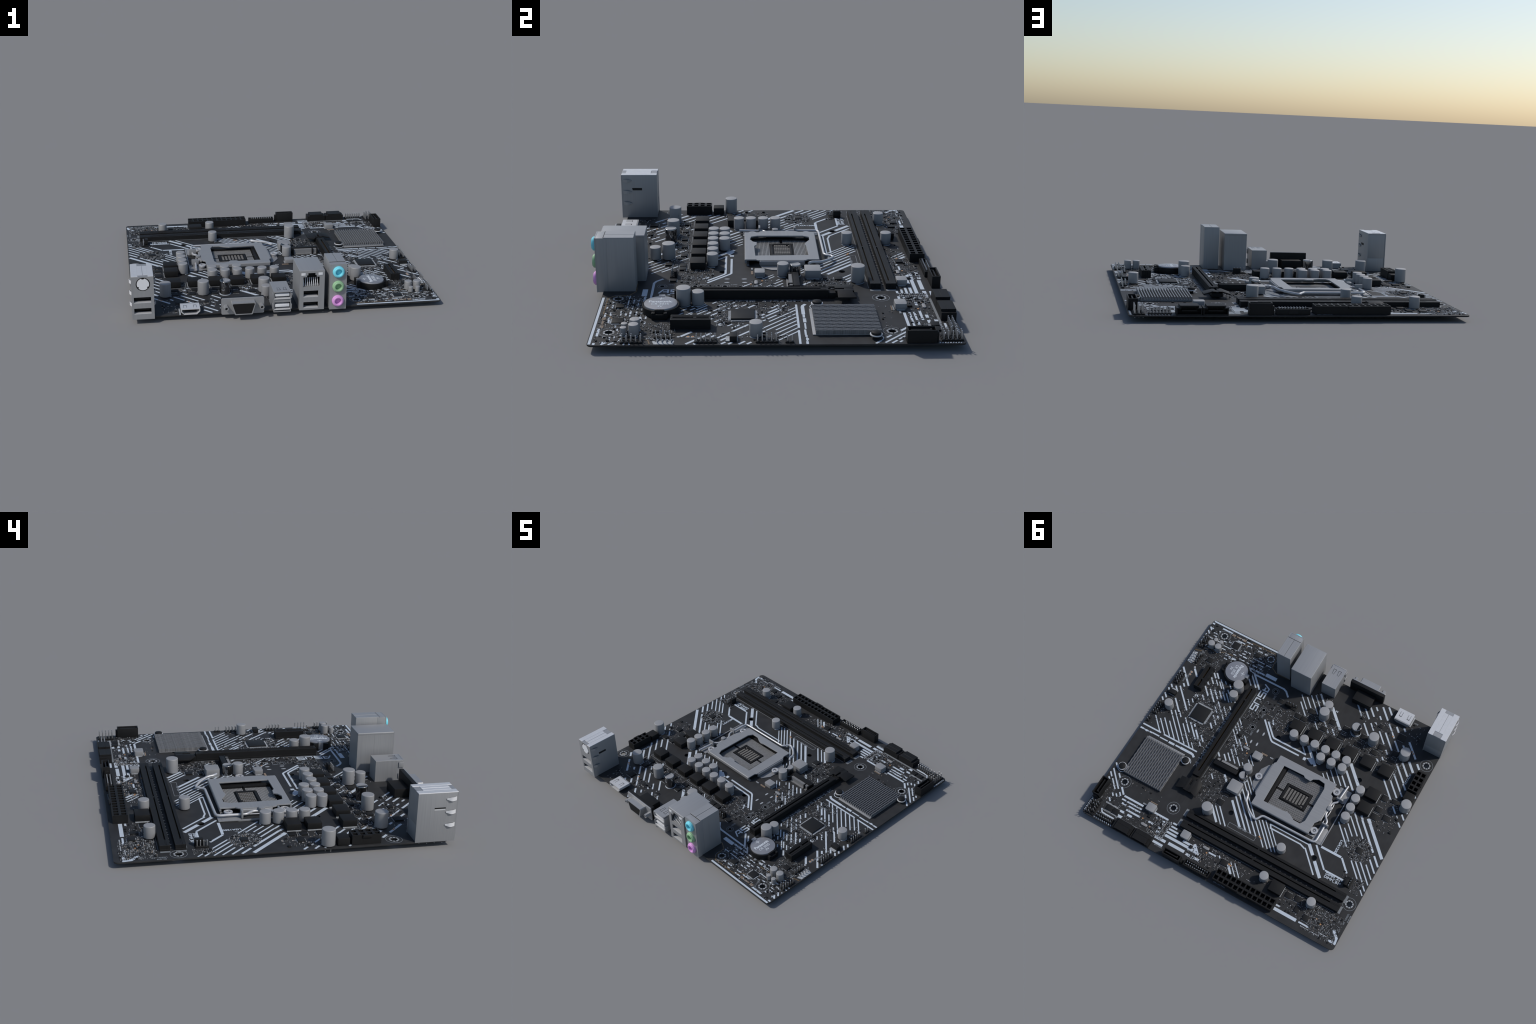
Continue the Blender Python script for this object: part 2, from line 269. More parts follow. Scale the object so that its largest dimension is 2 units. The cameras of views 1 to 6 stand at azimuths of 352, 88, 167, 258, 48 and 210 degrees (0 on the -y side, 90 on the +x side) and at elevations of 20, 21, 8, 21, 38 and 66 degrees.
STRAIGHT["rear"] = [(-0.847,0.441,0.989,0.013),(-0.826,0.975,0.994,0.012),(-0.822,0.817,0.903,0.012),(-0.788,0.902,0.92,0.011),(-0.787,0.69,0.751,0.011),(-0.786,0.496,0.52,0.012),(-0.785,0.628,0.668,0.01),(-0.759,0.913,0.948,0.008),(-0.757,0.558,0.589,0.006),(-0.746,0.783,0.805,0.008),(-0.737,0.905,0.933,0.007),(-0.736,0.61,0.633,0.008),(-0.735,0.641,0.666,0.007),(-0.732,0.819,0.841,0.008),(-0.715,0.697,0.748,0.007),(-0.712,0.477,0.575,0.007),(-0.711,0.42,0.463,0.007),(-0.699,0.759,0.828,0.006),(-0.689,0.615,0.65,0.01),(-0.689,0.659,0.683,0.007),(-0.672,0.793,0.822,0.007),(-0.671,0.698,0.723,0.007),(-0.65,0.746,0.782,0.006),(-0.64,0.334,0.422,0.028),(-0.632,0.434,0.545,0.013)]
# bent lines: width, points
BENT = [(0.012, [(0.247,-0.317),(0.127,-0.197),(0.112,-0.189),(-0.106,-0.189)]), (0.012, [(0.216,-0.316),(0.130,-0.230),(0.115,-0.221),(-0.145,-0.221)]),
        (0.013, [(0.4035,-0.5075),(0.498,-0.602),(0.250,-0.602),(0.225,-0.592),(0.190,-0.557)]), (0.011, [(0.4345,-0.5095),(0.557,-0.632),(0.430,-0.632)]),
        (0.010, [(-0.190,0.357),(-0.205,0.386),(-0.440,0.386),(-0.480,0.40)]),
        (0.016, [(0.575,0.176),(0.556,0.178),(0.536,0.193)]),
        (0.009, [(0.889,0.838),(0.872,0.862),(0.775,0.868)]),
        (0.022, [(0.189,0.746),(0.130,0.805)]),
        (0.018, [(-0.925,0.800),(-0.968,0.843)]), (0.014, [(-0.968,0.836),(-0.973,0.880)]),
        (0.010, [(0.195,-0.345),(0.185,-0.33),(0.17,-0.31)])]

stripes = Build(); level = [ZT + 0.0004]
def next_level():
    level[0] += 2e-6; return level[0]
for fam in DIAGONAL.values():
    for c, t0, t1, w in fam:
        t0 = max(t0, c - 2 * 0.9925, -c - 2 * 0.851); t1 = min(t1, c + 2 * 0.978)      # stay on the board
        stripes.band(((c - t0) / 2, (c + t0) / 2), ((c - t1) / 2, (c + t1) / 2), w, ZT - 0.0005, next_level())
for fam in STRAIGHT.values():
    for y, x0, x1, w in fam: stripes.band((x0, y), (x1, y), w, ZT - 0.0005, next_level())
for w, pts in BENT: stripes.path(pts, w, ZT - 0.0005, next_level())
taken = [(c, t0, t1) for fam in DIAGONAL.values() for c, t0, t1, w in fam]
for c in (0.176, 0.211, 0.240, 0.270, 0.299, 0.340, 0.385, 0.427, 0.478, 0.530, 0.593, 0.636, 0.677, 0.718, 0.757, 0.796):
    t = -1.26 + R.uniform(0, 0.05)
    while t < -0.45:
        ln = R.uniform(0.035, 0.11); x, y = (c - t) / 2, (c + t) / 2; xe, ye = (c - t - ln) / 2, (c + t + ln) / 2
        inside = all(0.50 < px < 0.80 and -0.43 < py < 0.12 and not (0.592 < px < 0.756 and -0.21 < py < -0.045) and not (0.74 < px and py < -0.26) for px, py in ((x, y), (xe, ye)))
        if inside and not any(abs(c - k) < 0.012 and t < b + 0.015 and t + ln > a - 0.015 for k, a, b in taken):
            stripes.band((x, y), (xe, ye), 0.0085, ZT - 0.0005, next_level())
        t += ln + R.uniform(0.012, 0.03)
bars = [(y, a, b) for y, a, b, w in STRAIGHT["rear"]]
for k in range(9):
    y = -0.812 + k * 0.0255; x = 0.47 + R.uniform(0, 0.04)
    while x < (0.97 if y < -0.62 else 0.80):
        ln = R.uniform(0.016, 0.05)
        if not any(abs(y - q) < 0.015 and x < b + 0.012 and x + ln > a - 0.012 for q, a, b in bars) and not any((x + u - a) ** 2 + (y - b) ** 2 < 0.048 ** 2 for a, b in MOUNTS for u in (0, ln)) and not (0.69 < x + ln and x < 0.79 and -0.79 < y < -0.69):
            stripes.band((x, y), (x + ln, y), 0.0085, ZT - 0.0005, next_level())
        x += ln + R.uniform(0.015, 0.06)
# short hatch marks under the front pin headers and along the far right edge
for i in range(9):
    x = 0.905 - i * 0.017
    stripes.band((x, 0.913), (x - 0.008, 0.921), 0.005, ZT - 0.0005, next_level())
for i in range(9):
    y = 0.800 + i * 0.0125
    stripes.band((0.993, y), (0.984, y + 0.006), 0.005, ZT - 0.0005, next_level())
stripes.poly([(0.747,-0.642),(0.680,-0.642),(0.704,-0.624),(0.734,-0.622)], ZT - 0.0005, next_level())
stripes.poly([(-0.163,-0.20),(-0.20,-0.222),(-0.235,-0.186),(-0.215,-0.172)], ZT - 0.0005, next_level())
# white crescents beside capacitors
part("printed_stripes", stripes, "ink", BOARD, kind="stuff")

# --- rings round the holes
for x, y in MOUNTS:
    b = Build()
    for i in range(8):
        a = 2 * math.pi * i / 8 + 0.2
        b.ring(x, y, 0.0195, 0.0280, ZT - 0.0005, ZT + 0.0008, 5, a, a + 0.56)
    part("mounting_hole_pad", b, "pad", BOARD)
    part("mounting_hole_outline", Build().ring(x, y, 0.0435, 0.046, ZT - 0.0005, ZT + 0.0007), "ink_grey", BOARD)
for x, y in CARD_HOLES:
    b = Build().ring(x, y, 0.0125, 0.0155, ZT - 0.0005, ZT + 0.0007).ring(x, y, 0.0245, 0.0265, ZT - 0.0005, ZT + 0.0007)
    part("card_hole_outline", b, "ink_grey", BOARD)
for x, y in COOLER_HOLES:
    part("cooler_hole_rim", Build().ring(x, y, 0.0175, 0.0192, ZT - 0.0005, ZT + 0.00072), "mask", BOARD)

# --- printed outlines and words
out = Build()
for p, q in (((0.063,0.489),(-0.151,0.491)),((-0.151,0.491),(-0.151,0.524)),((-0.151,0.524),(0.063,0.522)),((0.063,0.522),(0.063,0.489))):
    out.band(p, q, 0.003, ZT - 0.0005, next_level())
for y in (0.543, 0.694): out.band((-0.87, y), (0.33, y), 0.0025, ZT - 0.0005, next_level())
out.band((0.405,-0.47),(0.405,0.30),0.0025,ZT-0.0005,next_level())
for x, w in ((-0.8975, 0.016), (0.358, 0.024)):                 # grey bars by the memory slot ends
    out.box(x - w / 2, x + w / 2, 0.548, 0.604, ZT - 0.0005, next_level()); out.box(x - w / 2, x + w / 2, 0.633, 0.686, ZT - 0.0005, next_level())
out.band((0.77, 0.845), (0.47, 0.845), 0.012, ZT - 0.0005, next_level())
for i in range(6):                                              # long thin lines of choke row
    x = 0.012 - i * 0.1425
    out.band((x + 0.05, -0.428), (x - 0.065, -0.428), 0.003, ZT - 0.0005, next_level())
    out.band((x - 0.062, -0.425), (x - 0.062, -0.335), 0.003, ZT - 0.0005, next_level())
part("printed_outlines", out, "ink_grey", BOARD, kind="stuff")

ZP = ZT + 0.0008
logo = Build(); XB, XM, XT2 = 0.3885, 0.3655, 0.3425           # foot, middle and head lines of the four letters
for stroke in ([(XB, -0.568), (XT2, -0.546), (XT2, -0.520), (XB - 0.004, -0.520)], [(XM + 0.004, -0.546), (XM + 0.004, -0.520)],
               [(XT2, -0.455), (XT2, -0.503), (XM, -0.503), (XM, -0.460), (XB, -0.460), (XB, -0.508)],
               [(XT2, -0.442), (XB, -0.442), (XB, -0.400), (XT2, -0.400)],
               [(XT2, -0.340), (XT2, -0.385), (XM, -0.385), (XM, -0.343), (XB, -0.343), (XB, -0.390)]):
    logo.path(stroke, 0.0092, ZT - 0.0005, next_level() + 0.0004)
part("printed_logo", logo, "ink", BOARD)
lettering("PRIME  H510M-K", 0.505, -0.245, 0.033, 90, ZP, "ink_grey", "printed_word", BOARD, width=0.50, bold=0.001)  # greyer ink paints the long slot's shadow into these letters
for s, x, y, size, t, w in (("DIMM_A1*", -0.690, 0.490, 0.025, 180, 0.125), ("DIMM_B1*", -0.690, 0.513, 0.025, 180, 0.125), ("LGA1200", -0.668, 0.219, 0.026, 90, 0.105), ("U3201", 0.218, 0.803, 0.022, 180, 0.076), ("SFIS", 0.0, 0.497, 0.0185, 180, 0.075),
                            ("ATX12V", -0.855, -0.455, 0.022, 90, 0.09), ("EATXPWR", -0.06, 0.912, 0.016, 180, 0.09), ("CHASSIS", 0.925, -0.40, 0.018, 90, 0.08), ("USB2_34", -0.115, -0.625, 0.02, 180, 0.07), ("CPU_FAN", -0.70, 0.19, 0.016, 90, 0.07),
                            ("AAFP", 0.935, -0.58, 0.014, 90, 0.04), ("COM", 0.935, -0.33, 0.014, 90, 0.04), ("HDMI", -0.705, -0.82, 0.018, 180, 0.03), ("SATA6G", 0.43, 0.885, 0.016, 180, 0.06), ("U32G1_34", -0.955, 0.655, 0.016, 90, 0.08), ("E-N", -0.975, 0.66, 0.012, 90, 0.05)):
    lettering(s, x, y, size, t, ZP, "ink" if size > 0.019 else "ink_grey", "printed_word", BOARD, width=w, bold=0.0006)
for (x, y), s in zip(CARD_HOLES, ("2242", "2260", "2280")):
    lettering(s, x - 0.012, y + 0.03, 0.018, 90, ZP, "ink_grey", "printed_word", BOARD, width=0.035, bold=0.0004)

# --- copper lines and pads
tr = Build()
for pts in ([(0.990,-0.565),(0.947,-0.576),(0.930,-0.612),(0.890,-0.628),(0.844,-0.617)], [(0.811,-0.636),(0.787,-0.652),(0.718,-0.657)], [(0.704,-0.772),(0.669,-0.789),(0.651,-0.815)], [(0.646,-0.822),(0.454,-0.824),(0.427,-0.798),(0.411,-0.714),(0.363,-0.686),(0.253,-0.690)]):
    tr.path(pts, 0.006, ZT - 0.0005, next_level() + 0.0003)
part("audio_guard_trace", tr, "copper", BOARD)
pads = Build()
def oval(b, x, y, rx, ry, z):
    b.poly([(x + rx * math.cos(a * math.pi / 8), y + ry * math.sin(a * math.pi / 8)) for a in range(16)], ZT - 0.0005, z)
for x, y in ((0.245,-0.212),(0.196,-0.211),(0.245,-0.116),(0.197,-0.118)): oval(pads, x, y, 0.006, 0.015, next_level() + 0.0004)
for x, y in ((0.912,-0.388),(0.912,-0.366),(0.913,-0.434)): oval(pads, x, y, 0.008, 0.008, next_level() + 0.0004)
oval(pads, 0.786, -0.237, 0.007, 0.011, next_level() + 0.0004)
part("bare_pads", pads, "pad", BOARD, kind="stuff")
cp = Build()
for x, y in ((0.912,-0.388),(0.912,-0.366),(0.269,-0.083),(0.224,-0.022),(-0.170,0.478),(-0.184,0.485),(0.165,0.690),(0.085,0.758),(-0.090,0.752),(-0.105,0.755),(-0.620,-0.655),(-0.795,-0.615),(-0.810,-0.605),(-0.79,0.79),(-0.83,0.81),(0.60,0.762),(0.525,0.79)):
    oval(cp, x, y, 0.006, 0.006, next_level() + 0.0007)
part("copper_pads", cp, "copper_pad", BOARD, kind="stuff")

# ------------------------------------------------------------------ tiny surface parts (rule-based scatter)
bright, dim, dark, tan = Build(), Build(), Build(), Build()
light = bright
used = set()
def scatter(x0, x1, y0, y1, density, pitch=0.0115, inside=None, tans=0.12, big=0.10):
    nx = int((x1 - x0) / pitch); ny = int((y1 - y0) / pitch)
    for i in range(nx):
        for j in range(ny):
            x = x0 + (i + 0.5) * pitch; y = y0 + (j + 0.5) * pitch
            key = (round(x / 0.009), round(y / 0.009))
            if R.random() > density or key in used or (inside and not inside(x, y)): continue
            used.add(key)
            x += R.uniform(-0.0015, 0.0015); y += R.uniform(-0.0015, 0.0015)
            if not (BX0 + 0.012 < x < BX1 - 0.012 and BY0 + 0.02 < y < BY1 - 0.01): continue
            if any((x - a) ** 2 + (y - b) ** 2 < 0.041 ** 2 for a, b in MOUNTS): continue
            if any((x - a) ** 2 + (y - b) ** 2 < 0.022 ** 2 for a, b in COOLER_HOLES + CARD_HOLES): continue
            light = bright if R.random() < 0.45 else dim
            k = R.random(); alongx = R.random() < 0.5
            a, b = (0.0046, 0.0026) if alongx else (0.0026, 0.0046)
            h = ZT + 0.0028 + R.random() * 0.001
            if k < tans:                                      # ceramic part with tinned ends
                tan.box(x - a * 0.6, x + a * 0.6, y - b * 0.6, y + b * 0.6, ZT - 0.0005, h)
                for s in (-1, 1): light.box(x + s * (a * 0.8 if alongx else 0) - 0.0016, x + s * (a * 0.8 if alongx else 0) + 0.0016, y + s * (0 if alongx else b * 0.8) - 0.0016, y + s * (0 if alongx else b * 0.8) + 0.0016, ZT - 0.0005, h + 0.0004)
            elif k < 0.58:                                    # resistor: two pads and a dark body
                dark.box(x - a * 0.6, x + a * 0.6, y - b * 0.6, y + b * 0.6, ZT - 0.0005, h)
                for s in (-1, 1): light.box(x + s * (a * 0.85 if alongx else 0) - 0.0017, x + s * (a * 0.85 if alongx else 0) + 0.0017, y + s * (0 if alongx else b * 0.85) - 0.0017, y + s * (0 if alongx else b * 0.85) + 0.0017, ZT - 0.0005, h + 0.0004)
            elif k < 0.58 + big: light.box(x - a, x + a, y - b * 0.7, y + b * 0.7, ZT - 0.0005, ZT + 0.0011)
            elif k < 0.92: light.box(x - 0.0022, x + 0.0022, y - 0.0022, y + 0.0022, ZT - 0.0005, ZT + 0.0011)
            else: dark.box(x - a * 1.4, x + a * 1.4, y - b * 1.4, y + b * 1.4, ZT - 0.0005, h + 0.002)
disc = lambda cx, cy, r: (lambda x, y: (x - cx) ** 2 + (y - cy) ** 2 < r * r and not (abs(x - cx) < 0.026 and abs(y - cy) < 0.026))
scatter(0.45, 0.99, -0.835, -0.60, 0.42)                       # audio corner
scatter(0.42, 0.60, -0.80, -0.62, 0.45)
scatter(0.76, 0.97, -0.60, -0.45, 0.40)
scatter(0.50, 0.80, -0.26, -0.19, 0.55)                        # round the controller chip
scatter(0.50, 0.61, -0.19, 0.12, 0.45)
scatter(0.74, 0.83, -0.20, -0.02, 0.28)
scatter(0.60, 0.76, -0.06, 0.0, 0.35)
scatter(0.60, 0.75, -0.42, -0.26, 0.28)
scatter(0.86, 0.97, -0.24, 0.12, 0.14)
scatter(0.55, 0.70, 0.05, 0.12, 0.35)
scatter(0.18, 0.38, -0.46, -0.30, 0.42); scatter(0.05, 0.20, -0.47, -0.28, 0.45)   # rear controller
scatter(0.28, 0.40, -0.33, 0.02, 0.42); scatter(0.22, 0.34, -0.08, 0.06, 0.35)
for i in range(6):                                             # between power stages
    x = 0.012 - i * 0.1425
    scatter(x - 0.10, x + 0.05, -0.53, -0.43, 0.40, tans=0.25)
    scatter(x - 0.088, x - 0.058, -0.43, -0.33, 0.30)
scatter(-0.60, -0.44, -0.74, -0.63, 0.30); scatter(-0.40, -0.33, -0.72, -0.66, 0.4)
scatter(-0.80, -0.70, -0.83, -0.62, 0.16, tans=0.3); scatter(-0.12, 0.02, -0.70, -0.60, 0.2)
scatter(-0.95, -0.76, -0.24, 0.04, 0.24, tans=0.3)
scatter(-0.97, -0.66, 0.08, 0.38, 0.75, pitch=0.0095, inside=disc(-0.813, 0.226, 0.088))
scatter(-0.95, -0.88, 0.40, 0.52, 0.6, pitch=0.010); scatter(-0.84, -0.79, 0.40, 0.46, 0.4)
scatter(0.20, 0.40, 0.20, 0.46, 0.42)                          # beside the expansion latch
scatter(0.40, 0.54, 0.69, 0.84, 0.75, pitch=0.0105); scatter(0.54, 0.90, 0.70, 0.84, 0.24)
scatter(0.86, 0.97, 0.62, 0.82, 0.32, inside=lambda x, y: x + y > 1.54)
scatter(-0.10, 0.22, 0.70, 0.86, 0.35, tans=0.25); scatter(-0.42, -0.10, 0.70, 0.80, 0.2, tans=0.3)
scatter(-0.90, -0.50, 0.70, 0.86, 0.35, tans=0.2); scatter(-0.965, -0.74, 0.70, 0.90, 0.65, pitch=0.0105)
scatter(0.44, 0.62, 0.56, 0.64, 0.05); scatter(0.60, 0.92, 0.56, 0.66, 0.04)
# ordered rows of array parts
def row(b, x, y, n, dx, dy, sx, sy, h=0.003):
    for i in range(n): b.box(x + i * dx - sx / 2, x + i * dx + sx / 2, y + i * dy - sy / 2, y + i * dy + sy / 2, ZT - 0.0005, ZT + h)
row(tan, 0.808, -0.812, 3, -0.009, 0, 0.006, 0.018); row(tan, 0.772, -0.812, 6, -0.0085, 0, 0.005, 0.010); row(tan, 0.715, -0.812, 3, -0.009, 0, 0.006, 0.018)
row(tan, 0.615, 0.628, 7, -0.008, 0, 0.005, 0.006); row(light, 0.615, 0.637, 7, -0.008, 0, 0.005, 0.006); row(light, 0.655, 0.665, 4, -0.007, 0, 0.005, 0.010)
row(tan, 0.13, -0.075, 6, -0.008, 0, 0.005, 0.012); row(light, 0.06, -0.075, 3, -0.009, 0, 0.006, 0.009)
row(light, 0.885, 0.785, 7, -0.008, 0, 0.0045, 0.012); row(light, 0.835, 0.785, 7, -0.008, 0, 0.0045, 0.012)
row(light, 0.880, 0.842, 13, -0.009, 0, 0.004, 0.009)
row(light, -0.72, 0.885, 6, -0.011, 0, 0.007, 0.006); row(light, -0.80, 0.885, 6, -0.011, 0, 0.007, 0.006); row(light, -0.85, 0.865, 6, -0.010, 0, 0.006, 0.006)
for i in range(14):
    row(light, 0.41 - 0.003 * (i % 2), 0.69 + i * 0.0115, 1, 0, 0, 0.007, 0.006); row(light, 0.44, 0.69 + i * 0.0115, 1, 0, 0, 0.007, 0.006)
part("solder_pads", bright, "pad", BOARD, kind="stuff")
part("solder_pads", dim, "pad_dim", BOARD, kind="stuff")
part("chip_resistors", dark, "chip", BOARD, kind="stuff")
part("ceramic_chips", tan, "tan", BOARD, kind="stuff")

# small quartz crystals (bright rounded bars)
xt = Build().poly(rounded(-0.030, 0.030, -0.0115, 0.0115, 0.011, 5), 0, 0.006).mesh("quartz_crystal", M["crystal"], 0.002)
for x, y in ((0.247,-0.055),(0.105,0.730),(0.567,0.797)):
    o = put("quartz_crystal", xt, ROOT, (x, y, ZT)); o.scale = (0.85, 0.8, 1)

# ------------------------------------------------------------------ flat chips
CHIPS = [(0.56,-0.748,0.042,0.042),(0.847,-0.54,0.040,0.040),(-0.017,-0.54,0.040,0.040),(0.052,-0.459,0.044,0.036),(0.001,-0.459,0.044,0.036),(-0.191,-0.539,0.040,0.040),(-0.159,-0.462,0.046,0.036),(0.219,-0.501,0.034,0.034),
         (-0.30,-0.539,0.040,0.040),(-0.30,-0.467,0.046,0.036),(0.339,-0.119,0.024,0.020),(-0.509,-0.684,0.032,0.032),(-0.443,-0.544,0.040,0.040),(-0.429,-0.472,0.046,0.036),(-0.681,-0.675,0.052,0.052),(-0.588,-0.537,0.040,0.040),(-0.562,-0.474,0.046,0.036),(-0.36,-0.676,0.02,0.014),
         (-0.697,-0.539,0.040,0.040),(-0.699,-0.469,0.046,0.036),(-0.79,-0.199,0.042,0.046),(-0.868,-0.208,0.050,0.034),(-0.79,-0.103,0.042,0.042),(-0.787,-0.041,0.042,0.046),(-0.867,-0.07,0.048,0.042),(-0.933,-0.1,0.018,0.016),(-0.935,0.009,0.018,0.016),
         (0.187,0.321,0.04,0.024),(0.196,0.393,0.044,0.044),(0.843,0.811,0.044,0.040),(0.788,0.813,0.044,0.040),(0.567,0.725,0.022,0.022),(-0.054,0.76,0.046,0.042),(-0.549,0.743,0.042,0.040),(-0.618,0.734,0.046,0.040),(-0.724,0.822,0.044,0.044),(-0.814,0.229,0.044,0.044),(0.20,0.775,0.022,0.022),(-0.645,0.80,0.034,0.046)]
cache = {}
for x, y, sx, sy in CHIPS:
    if (sx, sy) not in cache:
        cache[(sx, sy)] = Build().box(-sx / 2, sx / 2, -sy / 2, sy / 2, 0, 0.0085).mesh("flat_chip", M["chip"], 0.0012)
        leads = Build()
        n = max(3, int(sx / 0.007))
        for i in range(n):
            u = -sx / 2 + (i + 0.5) * sx / n
            for s in (-1, 1): leads.box(u - 0.0017, u + 0.0017, s * (sy / 2 + 0.0022) - 0.003, s * (sy / 2 + 0.0022) + 0.003, -0.0004, 0.0018)
        cache[(sx, sy, "l")] = leads.mesh("chip_lead_row", M["pad"])
    o = put("flat_chip", cache[(sx, sy)], ROOT, (x, y, ZT))
    if sx > 0.03: put("chip_lead_row", cache[(sx, sy, "l")], o, (x, y, ZT))
o = part("flash_memory_chip", Build().box(0.912,0.968,-0.190,-0.155,ZT,0.066), "chip", bevel=0.003)
part("chip_lead_row", Build().box(0.915,0.965,-0.208,-0.152,ZT,ZT+0.004), "pad", o)

def flat_pack(name, x0, x1, y0, y1, zt, reach, n):
    o = part(name, Build().box(x0, x1, y0, y1, ZT + 0.002, zt), "chip", bevel=0.0015)
    legs = Build()
    for i in range(n):
        f = (i + 0.5) / n; w = 0.3
        u = x0 + (x1 - x0) * (0.03 + 0.94 * f); du = (x1 - x0) / n * w
        v = y0 + (y1 - y0) * (0.03 + 0.94 * f); dv = (y1 - y0) / n * w
        legs.box(u - du, u + du, y0 - reach, y0 + 0.001, ZT, ZT + 0.0045); legs.box(u - du, u + du, y1 - 0.001, y1 + reach, ZT, ZT + 0.0045)
        legs.box(x0 - reach, x0 + 0.001, v - dv, v + dv, ZT, ZT + 0.0045); legs.box(x1 - 0.001, x1 + reach, v - dv, v + dv, ZT, ZT + 0.0045)
    for a, b, c, d in ((x0, x1, y0 - reach, y0 - 0.001), (x0, x1, y1 + 0.001, y1 + reach)): legs.box(a, b, c, d, ZT - 0.0003, ZT + 0.0022)
    for a, b, c, d in ((x0 - reach, x0 - 0.001, y0, y1), (x1 + 0.001, x1 + reach, y0, y1)): legs.box(a, b, c, d, ZT - 0.0003, ZT + 0.0022)
    part("chip_leads", legs, "pad", o)
flat_pack("controller_chip", 0.616, 0.732, -0.186, -0.068, 0.0505, 0.0135, 30)
flat_pack("audio_chip", 0.711, 0.767, -0.769, -0.712, 0.047, 0.0085, 12)

# ------------------------------------------------------------------ capacitors
RB, RS = 0.037, 0.0318
def can(r, top):
    h = top - ZT
    prof = [(r * 0.92, 0.004), (r * 0.98, 0.0055), (r, 0.008), (r, h - 0.0055), (r * 0.985, h - 0.002), (r * 0.95, h - 0.0003), (r * 0.90, h)]
    return Build().turn(prof, n=44).mesh("capacitor", M["can"], smooth=50)
def foot(r):
    b = Build().ring(0, 0, r * 0.82, r * 1.04, -0.0005, 0.0012, 30, -0.8, 0.9)
    return b.mesh("capacitor_outline", M["ink"])
def stub(r):
    b = Build()
    for s in (-1, 1): b.turn([(0.003, -0.0375 if r == RB else -0.022), (0.0035, 0.006)], s * r * 0.4, 0, 8)
    return b.mesh("capacitor_lead", M["pin"])
CANS = [(RB,0.133,[(0.237,0.493),(0.531,-0.4285),(-0.516,-0.5445),(-0.764,-0.548),(-0.9455,-0.199),(-0.115,-0.547)]),
        (RS,0.1115,[(-0.348,0.4905),(-0.347,0.722),(-0.7085,0.723),(0.147,0.093),(0.530,-0.3555),(0.901,-0.065),(-0.112,-0.622),
                    (-0.005,-0.296),(-0.090,-0.296),(-0.174,-0.297),(-0.259,-0.298),(-0.343,-0.298),(-0.428,-0.298),(-0.257,-0.231),(-0.341,-0.232),(-0.427,-0.233),
                    (-0.618,-0.148),(-0.618,-0.0745),(-0.618,0.0005),(-0.619,0.0755)]),
        (0.0245,0.099,[(0.894,-0.6465),(0.836,-0.6455)]), (0.0155,0.078,[(0.886,-0.6965),(0.840,-0.6965)])]
for r, top, places in CANS:
    a, f, s = can(r, top), foot(r), stub(r)
    for x, y in places:
        o = put("capacitor", a, ROOT, (x, y, ZT), rot=R.uniform(0, 6.28))
        g = put("capacitor_outline", f, o, (x, y, ZT), rot=0); g.rotation_euler.z = R.choice((0.4, 1.2, -0.4)) - o.rotation_euler.z
        put("capacitor_lead", s, o, (x, y, ZT))
# two polished cans; their black panels copy flipped faces of the original model
for x, y, r, top, a0 in ((-0.3725,-0.552,0.0355,0.132,3.14), (0.146,0.160,0.0305,0.106,3.6)):
    h = top
    prof = [(r * 0.94, ZT + 0.004), (r, ZT + 0.008), (r, h - 0.0055), (r * 0.985, h - 0.002), (r * 0.95, h - 0.0003), (r * 0.90, h)]
    o = part("polished_capacitor", Build().turn(prof, x, y, 48), "can_gloss", smooth=50)
    seg = [(x + r * 0.88 * math.cos(a0 + t * 0.1), y + r * 0.88 * math.sin(a0 + t * 0.1)) for t in range(-13, 14)]
    part("black_segment", Build().poly(seg, h - 0.002, h + 0.0005), "black_gloss", o)
    part("black_segment_edge", Build().band(seg[0], seg[-1], 0.007, h - 0.002, h + 0.0012), "can", o)
    rest = [(x + r * 0.88 * math.cos(a0 + t * 0.1), y + r * 0.88 * math.sin(a0 + t * 0.1)) for t in range(14, 49)]
    part("can_top", Build().poly(rest, h - 0.002, h + 0.0006), "can", o)
    part("black_side_panel", Build().ring(x, y, r * 0.9, r + 0.0006, ZT + 0.010, h - 0.006, 16, a0 - 0.5, a0 + 0.5), "black_gloss", o)
    part("capacitor_outline", Build().ring(x, y, r * 0.82, r * 1.06, ZT - 0.0005, ZT + 0.0012, 36), "ink", o)

# ------------------------------------------------------------------ inductors and square grey parts
ind = Build().box(-0.0475, 0.0475, -0.0415, 0.0415, 0.002, 0.0435).mesh("power_inductor", M["inductor"], 0.006, 2)
leg = Build().box(-0.050, -0.040, -0.040, 0.040, 0, 0.006).mesh("inductor_terminal", M["pad"])
CH = [(0.012 - 0.1425 * i, -0.376) for i in range(6)] + [(-0.703, -0.176), (-0.702, -0.060), (-0.455, 0.742)]
for x, y in CH:
    o = put("power_inductor", ind, ROOT, (x, y, ZT)); put("inductor_terminal", leg, o, (x, y, ZT))
GREY = [(0.112,0.203,0.211,0.298,0.0885),(0.112,0.177,-0.062,-0.006,0.068),(0.551,0.617,0.643,0.702,0.073),(0.240,0.302,0.696,0.753,0.0725)]
for x0, x1, y0, y1, zt in GREY:
    o = part("small_inductor", Build().poly(rounded(x0, x1, y0, y1, 0.009, 3), ZT + 0.003, zt), "crystal", bevel=0.0015)
    part("inductor_terminal", Build().box(x0 - 0.003, x0 + 0.012, y0 + 0.008, y1 - 0.008, ZT, ZT + 0.005).box(x1 - 0.012, x1 + 0.003, y0 + 0.008, y1 - 0.008, ZT, ZT + 0.005), "pad", o)

